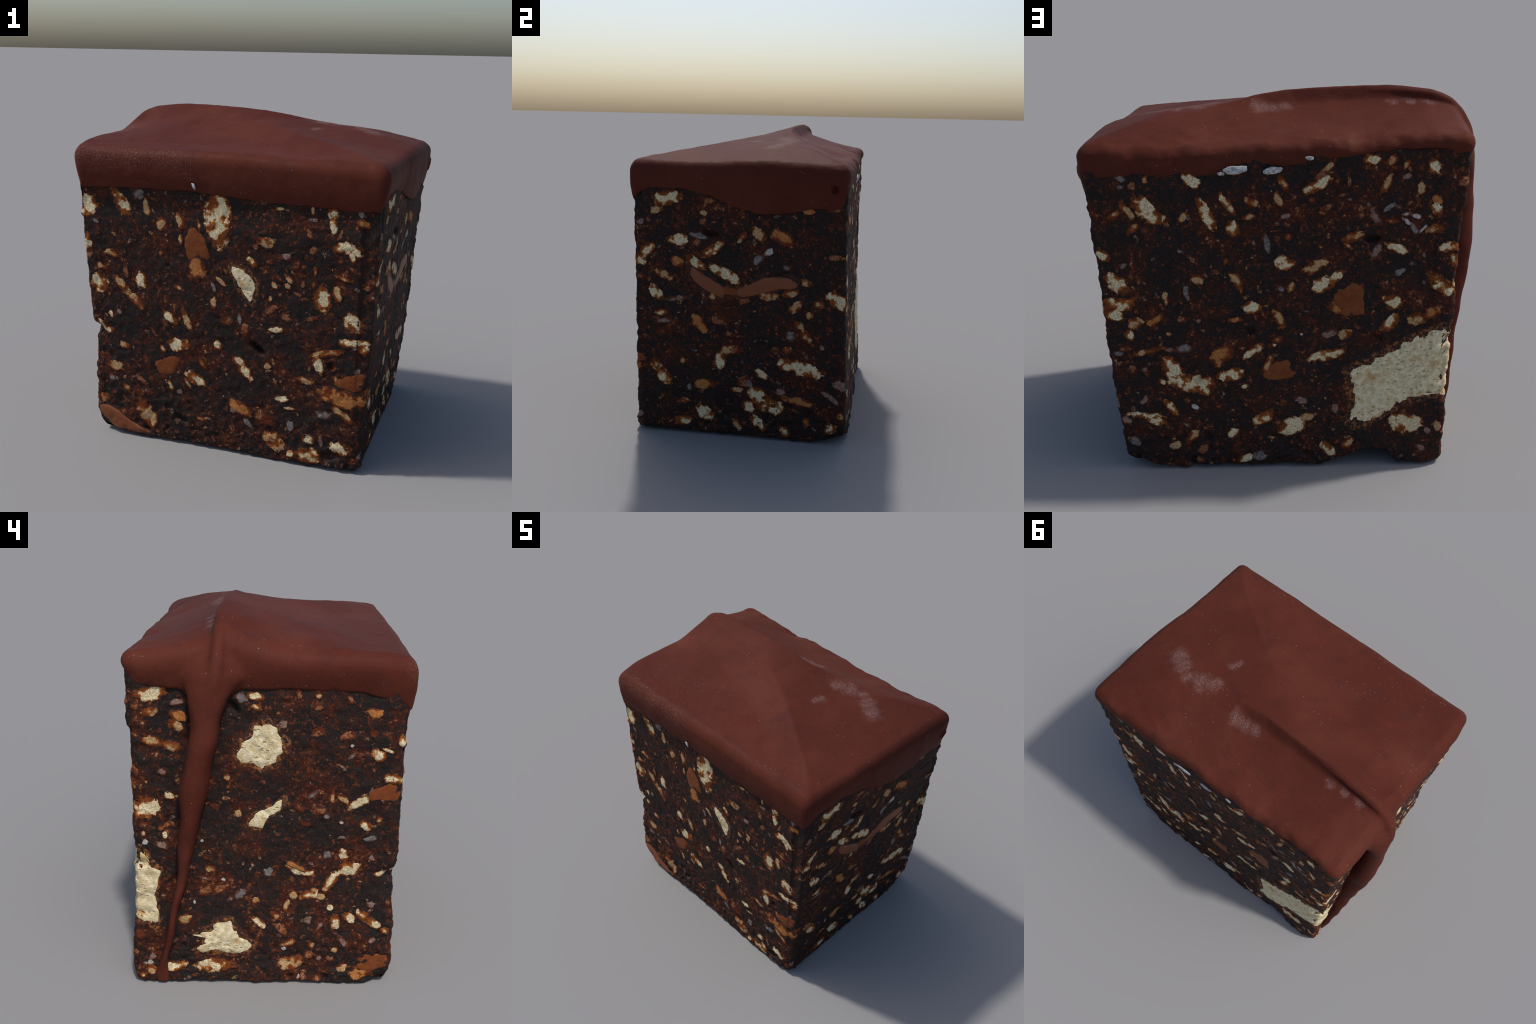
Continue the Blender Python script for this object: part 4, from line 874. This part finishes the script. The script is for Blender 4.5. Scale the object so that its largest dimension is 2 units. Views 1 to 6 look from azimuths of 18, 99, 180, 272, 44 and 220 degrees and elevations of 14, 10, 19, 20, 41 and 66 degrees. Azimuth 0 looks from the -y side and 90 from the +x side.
def patch_solid(face, a0, z0, U, Vv, hl, hw, lift, rough, seed, extra=0.0, fine=1.0, late=False):
    """a shallow solid bedded in the core: outline (U, Vv) round the middle, closed underneath"""
    m = len(U)
    big = max(hl, hw)
    fr = [0.0] + list(np.linspace(0, 1, (5 if big < .05 else 9 if big < .1 else 16))[1:])
    if late: fr = fr[:-2] + [.90, .95, .98, 1.0]
    sgn = 1 if face in ("front", "right") else -1
    us, vs, hs = [0.0], [0.0], [lift]
    for f in fr[1:]:
        us += list(U * f); vs += list(Vv * f)
        hs += [lift * (1 - f ** (30 if late else 5)) - 0.0045 * f ** (40 if late else 6)] * m
    for f, dep in ((.92, .016), (.6, .026)):
        us += list(U * f); vs += list(Vv * f); hs += [-dep] * m
    us.append(0.0); vs.append(0.0); hs.append(-.028)
    us, vs, hs = np.array(us), np.array(vs), np.array(hs)
    z = np.clip(z0 + vs, 0.014, 1.72)
    l0 = arc_of(face, a0, z0)[0]
    # keep the place on the face as the block tapers
    l = arc_of(face, np.full(len(z), a0), z) + us * sgn
    if z.min() < .16:                                  # stay above the ragged foot
        z = np.maximum(z, foot_height(loop_point(l, z)[0]) + .007)
    S, N = surface(l, z, hs + extra, fine)
    nring = len(fr) - 1
    top = 1 + nring * m
    r = fbm(S[:top], 60 if big < .1 else 30, 2, seed) * rough
    S[:top, :2] += N[:top] * r[:, None]
    quads, tris = [], []
    k = np.arange(m); k2 = (k + 1) % m
    flip = sgn > 0
    def q(a, b, c, d): return np.stack([a, b, c, d], -1)
    rings = nring + 2
    for j in range(rings - 1):
        A = 1 + j * m; quads.append(q(A + k, A + m + k, A + m + k2, A + k2))
    tris = [np.stack([np.zeros(m, int), 1 + k, 1 + k2], -1), np.stack([np.full(m, 1 + rings * m), 1 + (rings - 1) * m + k2, 1 + (rings - 1) * m + k], -1)]
    quads = np.concatenate(quads); tris = np.concatenate(tris)
    if not flip: quads = quads[:, ::-1]; tris = tris[:, ::-1]
    return S, N, quads, tris

def frame_for(S0, N0, face, ang, hl, hw):
    sgn = 1 if face in ("front", "right") else -1
    n = np.array([N0[0], N0[1], 0.0]); t = np.array([-N0[1], N0[0], 0.0]) * sgn     # t: towards growing a
    up = np.array([0, 0, 1.0]); ca, sa = math.cos(math.radians(ang)), math.sin(math.radians(ang))
    x = t * ca + up * sa; y = np.cross(n, x)
    M = np.eye(4); M[:3, 0], M[:3, 1], M[:3, 2], M[:3, 3] = x * hl, y * hw, n * max(hw, .02), S0
    return M

def build_pieces(core, mats):
    rng = np.random.default_rng(SEED)
    for face, rows in PIECES.items():
        for i, (kind, a, z, hl, hw, ang) in enumerate(rows):
            big = max(hl, hw)
            m = 18 if big < .04 else 28 if big < .08 else 44
            th = np.arange(m) / m * 2 * math.pi
            ph = rng.uniform(0, 6.28, 5)
            p = rng.uniform(1.7, 3.2)
            wob = 1 + .10 * np.sin(2 * th + ph[0]) + .10 * np.sin(3 * th + ph[1]) + .06 * np.sin(5 * th + ph[2]) + rng.normal(0, .05, m)
            if kind == "M": wob = 1 + .12 * np.sin(2 * th + ph[0]) + .13 * np.sin(3 * th + ph[1]) + .07 * np.sin(5 * th + ph[2]) + rng.normal(0, .03, m); p = rng.uniform(2.4, 4.5)
            if kind in "WGP": wob = wob + .16 * np.sin(2 * th + ph[3]) + .14 * np.sin(3 * th + ph[4])
            if kind == "W": hl, hw = hl * .8, hw * .72
            rad = (np.abs(np.cos(th)) ** p + np.abs(np.sin(th)) ** p) ** (-1 / p) * wob * (1.02 if kind == "M" else 1.50)
            u, v = hl * rad * np.cos(th), hw * rad * np.sin(th)
            bend = rng.normal(0, .22) * hw * (hl > 1.8 * hw)
            v = v + bend * ((u / hl) ** 2 - .4)
            ca, sa = math.cos(math.radians(ang)), math.sin(math.radians(ang))
            U, W = u * ca - v * sa, u * sa + v * ca
            lift, rough = RELIEF[kind]
            lift = lift * rng.uniform(.6, 1.4)
            S, N, quads, tris = patch_solid(face, a, z, U, W, hl, hw, lift, rough, 200 + i, 0.0004 * (i % 4) + EXTRA.get((face, kind, a), 0), .25 if kind == "M" else 1.0)
            M = frame_for(S[0], N[0], face, ang, hl, hw)
            if face in ("back", "left") : pass
            L = (np.concatenate([S, np.ones((len(S), 1))], 1) @ np.linalg.inv(M).T)[:, :3]
            ob = add_object(KIND_NAME[kind], make_mesh(KIND_NAME[kind], L, quads, tris), core, mats[kind])
            ob.matrix_world = Matrix(M.tolist())

EXTRA = {}

# big broken biscuits, outlined round on the face they show (place along the face, height)
BIG = [
 ("front", "biscuit_shard", LENS, .004, .0016), ("left", "biscuit_shard", SHARD, .005, .003),
 ("left", "biscuit_lump", LUMP_LOW, .007, .0042), ("left", "biscuit_lump", LUMP_HIGH, .007, .0042),
 ("back", "biscuit_block", BLOCK_BACK, .009, .0030), ("left", "biscuit_block_end", BLOCK_END, .007, .0035),
 ("right", "milk_chocolate_streak", STREAK_A, .006, .0006), ("right", "milk_chocolate_streak", STREAK_B, .006, .0006),
 ("front", "milk_chocolate_corner", CHOC_CORNER, .012, .0006),
]
def build_big(core):
    pale = Nodes("biscuit_crumb", .85, .15)
    c = pale.mix(pale.step(pale.noise(40, 4, .68), .35, .65), (.58, .47, .26), (.82, .72, .49))
    stretch = pale.t.nodes.new("ShaderNodeMapping"); stretch.inputs["Scale"].default_value = (1, 1, 1.9); stretch.inputs["Rotation"].default_value = (0, -.45, 0)
    pale.link(pale.pos, stretch.inputs[0])
    p = pale.step(pale.math("ADD", pale.voronoi(27, vec=stretch.outputs[0]), pale.math("MULTIPLY", pale.noise(60, 3), .5)), .30, .52)
    c = pale.mix(pale.math("MULTIPLY", pale.math("SUBTRACT", 1.0, p), .75), c, (.47, .355, .16))
    c = pale.mix(pale.math("MULTIPLY", pale.step(pale.noise(9, 4, .65), .54, .70), .75), c, (.50, .27, .085))
    pale.bump(pale.math("ADD", pale.noise(130, 4, .65), pale.math("MULTIPLY", p, 1.6)), .8, .008)
    pale_m = pale.color(c)
    crust = Nodes("biscuit_crust", .7, .2)
    k = crust.step(crust.noise(60, 3, .65), .33, .56)
    crust_m = crust.color(crust.mix(k, crust.mix(crust.noise(30), (.20, .055, .014), (.36, .15, .045)), matrix_colour(crust)))
    stain = Nodes("biscuit_stain", .7, .2)
    k = stain.step(stain.noise(55, 3, .7), .32, .54)
    stain_m = stain.color(stain.mix(k, (.085, .022, .009), matrix_colour(stain)))
    choc = Nodes("milk_chocolate_lump", .45, .3)
    choc.bump(choc.noise(30, 3), .15, .006)
    choc_m = choc.color(choc.mix(choc.noise(12, 3), (.165, .045, .0145), (.212, .063, .0205)))
    rng = np.random.default_rng(SEED + 5)
    for face, name, poly, lift, rough in BIG:
        P = np.array(poly)
        if np.cross(P[1] - P[0], P[2] - P[1]) is None: pass
        area = 0.5 * np.sum(P[:, 0] * np.roll(P[:, 1], -1) - P[:, 1] * np.roll(P[:, 0], -1))
        if area < 0: P = P[::-1]
        cen = P.mean(0)
        pts = []
        for a, b in zip(P, np.roll(P, -1, 0)):
            n = max(2, int(math.dist(a, b) / .012)); pts += [a + (b - a) * q / n for q in range(n)]
        Q = np.array(pts)
        if "block" in name:                       # carry the block on round the broken upright
            Q[:, 0] += np.where(Q[:, 0] < -.79, -.05, 0) if face == "back" else np.where(Q[:, 0] > .60, .055, 0)
        Q = (np.roll(Q, 1, 0) + 2 * Q + np.roll(Q, -1, 0)) / 4
        d = Q - cen
        jag = rng.normal(size=len(Q)) * (.0004 if "choc" in name else .0022)
        jag = (np.roll(jag, 1) + 2 * jag + np.roll(jag, -1)) / 2
        d = d * (1 + jag / np.linalg.norm(d, axis=1))[:, None]
        if "streak" in name: d = d * (1 + .008 / np.linalg.norm(d, axis=1))[:, None] * np.array([1.0, 1.12])
        size = np.abs(d).max(0)
        for layer, grow, li, mat in (("", 0, lift, choc_m if "choc" in name else pale_m), ("_crust", .006 if "block" in name else .009, lift * .45, crust_m), ("_stain", .011 if "block" in name else .022, lift * .2, stain_m)):
            if layer == "_crust" and "choc" in name: continue
            dd = d if not layer else d * (1 + grow / np.linalg.norm(d, axis=1))[:, None] * (1 + .004 * rng.normal(size=(len(d), 1)) / np.linalg.norm(d, axis=1)[:, None])
            S, N, quads, tris = patch_solid(face, cen[0], cen[1], dd[:, 0], dd[:, 1], max(size[0], .11), size[1], li, rough if not layer else .0005, 500, 0.0, .35 if "choc" in name else 1.0, bool(layer))
            M = frame_for(S[0], N[0], face, 0, 1, 1)
            L = (np.concatenate([S, np.ones((len(S), 1))], 1) @ np.linalg.inv(M).T)[:, :3]
            ob = add_object(name + layer, make_mesh(name + layer, L, quads, tris), core, mat)
            ob.matrix_world = Matrix(M.tolist())

def build_stuff(core, mats):
    """small crumbs nobody could count, scattered over the cut faces"""
    rng = np.random.default_rng(SEED + 9)
    groups = {"fine_biscuit_crumbs": ("B", 80), "fine_rusty_crumbs": ("R", 130), "fine_nut_crumbs": ("P", 40)}
    for name, (kind, per) in groups.items():
        m = Nodes(name, .75, .2)
        inner = {"B": ((.40, .25, .12), (.22, .075, .022)), "R": ((.20, .055, .018), (.10, .025, .010)), "P": ((.28, .20, .17), (.17, .09, .065))}[kind]
        body = m.color(m.mix(m.step(m.noise(75, 3, .7), .36, .60), m.mix(m.step(m.noise(140, 2), .4, .6), *inner), matrix_colour(m))); m.bump(m.noise(150, 3), .6, .005)
        e = Nodes(name + "_rim", .75, .2)
        rim = e.color(e.mix(e.step(e.noise(85, 3, .7), .38, .54), tuple(.5 * q + .5 * w for q, w in zip(inner[1], RUST)), matrix_colour(e)))
        Vs, Qs, Ts, mi, base = [], [], [], [], 0
        tri_i = []
        for face in FACES:
            lo, hi = {"front": (-.84, .88), "back": (-.84, .92), "right": (-.64, .63), "left": (-.63, .61)}[face]
            cnt = int(per * (1.25 if face in ("front", "back") else 1.0))
            done = 0
            while done < cnt:
                z = .03 + (1.52 - .03) * rng.uniform() ** 1.15; a = rng.uniform(lo, hi) * (0.93 + .07 * z / 1.5)
                hw = .0045 + .010 * rng.uniform() ** 2; hl = hw * rng.uniform(1.0, 2.4); ang = rng.normal(-55 if face == "front" else 45 if face == "back" else 0, 45)
                if any(abs(a - pa) < .75 * max(phl, phw) and abs(z - pz) < .75 * max(phl, phw) for kd, pa, pz, phl, phw, _ in PIECES[face] if kd in "CBMAGW"): 
                    continue
                if face == "back" and -.82 < a < -.30 and .22 < z < .80: continue
                done += 1
                th = np.arange(10) / 10 * 6.2832; rad = 1 + rng.normal(0, .16, 10)
                u, v = hl * rad * np.cos(th), hw * rad * np.sin(th); ca, sa = math.cos(math.radians(ang)), math.sin(math.radians(ang))
                S, N, q, t = patch_solid(face, a, z, u * ca - v * sa, u * sa + v * ca, hl, hw, rng.uniform(.001, .003), .001, 900)
                Vs.append(S); Qs.append(q + base); Ts.append(t + base); base += len(S)
                mi.append((np.arange(len(q)) // 10 >= 2).astype(np.int32)); tri_i.append(np.zeros(len(t), np.int32))
        me = make_mesh(name, np.concatenate(Vs), np.concatenate(Qs), np.concatenate(Ts))
        ob = add_object(name, me, core, body); me.materials.append(rim)
        me.polygons.foreach_set("material_index", np.concatenate(mi + tri_i).astype(np.int32)); me.update()
        ob["kind"] = "stuff"

def build_glaze_flecks(glaze, mat):
    """nut flecks caught in the glaze's lower edge"""
    rng = np.random.default_rng(SEED + 21)
    for x, y, z, sx, sz, tilt in ((-.137, -.688, 1.567, .008, .020, 25), (.235, .662, 1.618, .062, .020, -4), (.055, .662, 1.612, .048, .017, -6), (.30, .660, 1.600, .018, .008, 0), (-.12, .655, 1.668, .022, .010, 8)):
        th, ph = np.meshgrid(np.arange(24) / 24 * 2 * math.pi, np.linspace(.02, math.pi - .02, 12))
        S = np.stack([np.cos(th) * np.sin(ph), .35 * np.cos(ph), np.sin(th) * np.sin(ph)], -1).reshape(-1, 3)
        S = S * (1 + .22 * fbm(S * .03 + rng.uniform(0, 9, 3), 60, 2, 5))[:, None]
        i, j = np.meshgrid(np.arange(24), np.arange(11)); a = j * 24 + i; b = j * 24 + (i + 1) % 24
        q = np.stack([a, b, b + 24, a + 24], -1).reshape(-1, 4)
        ca, sa = math.cos(math.radians(tilt)), math.sin(math.radians(tilt))
        M = Matrix(((ca * sx, 0, -sa * sz, x), (0, .016, 0, y), (sa * sx, 0, ca * sz, z), (0, 0, 0, 1)))
        ob = add_object("white_nut_fleck", make_mesh("white_nut_fleck", S, q, [(0, 1, 2)]), glaze, mat)
        ob.matrix_world = M

# ------------------------------------------------------------------ assemble
root = bpy.data.objects.new("chocolate_biscuit_cake", None)
bpy.context.scene.collection.objects.link(root)
root["label"] = "square-cut slice of chocolate biscuit cake with chocolate glaze and drip"
root["category"] = "cake slice"
core = build_core(root, core_material())
glaze, drip = build_glaze(root, glaze_material())
mats = kind_materials()
build_pieces(core, mats)
fleck = Nodes('nut_fleck', .6, .2)
build_glaze_flecks(glaze, fleck.color(fleck.mix(fleck.step(fleck.noise(60, 3), .35, .65), (.26, .25, .25), (.55, .54, .54))))
build_big(core)
build_stuff(core, mats)
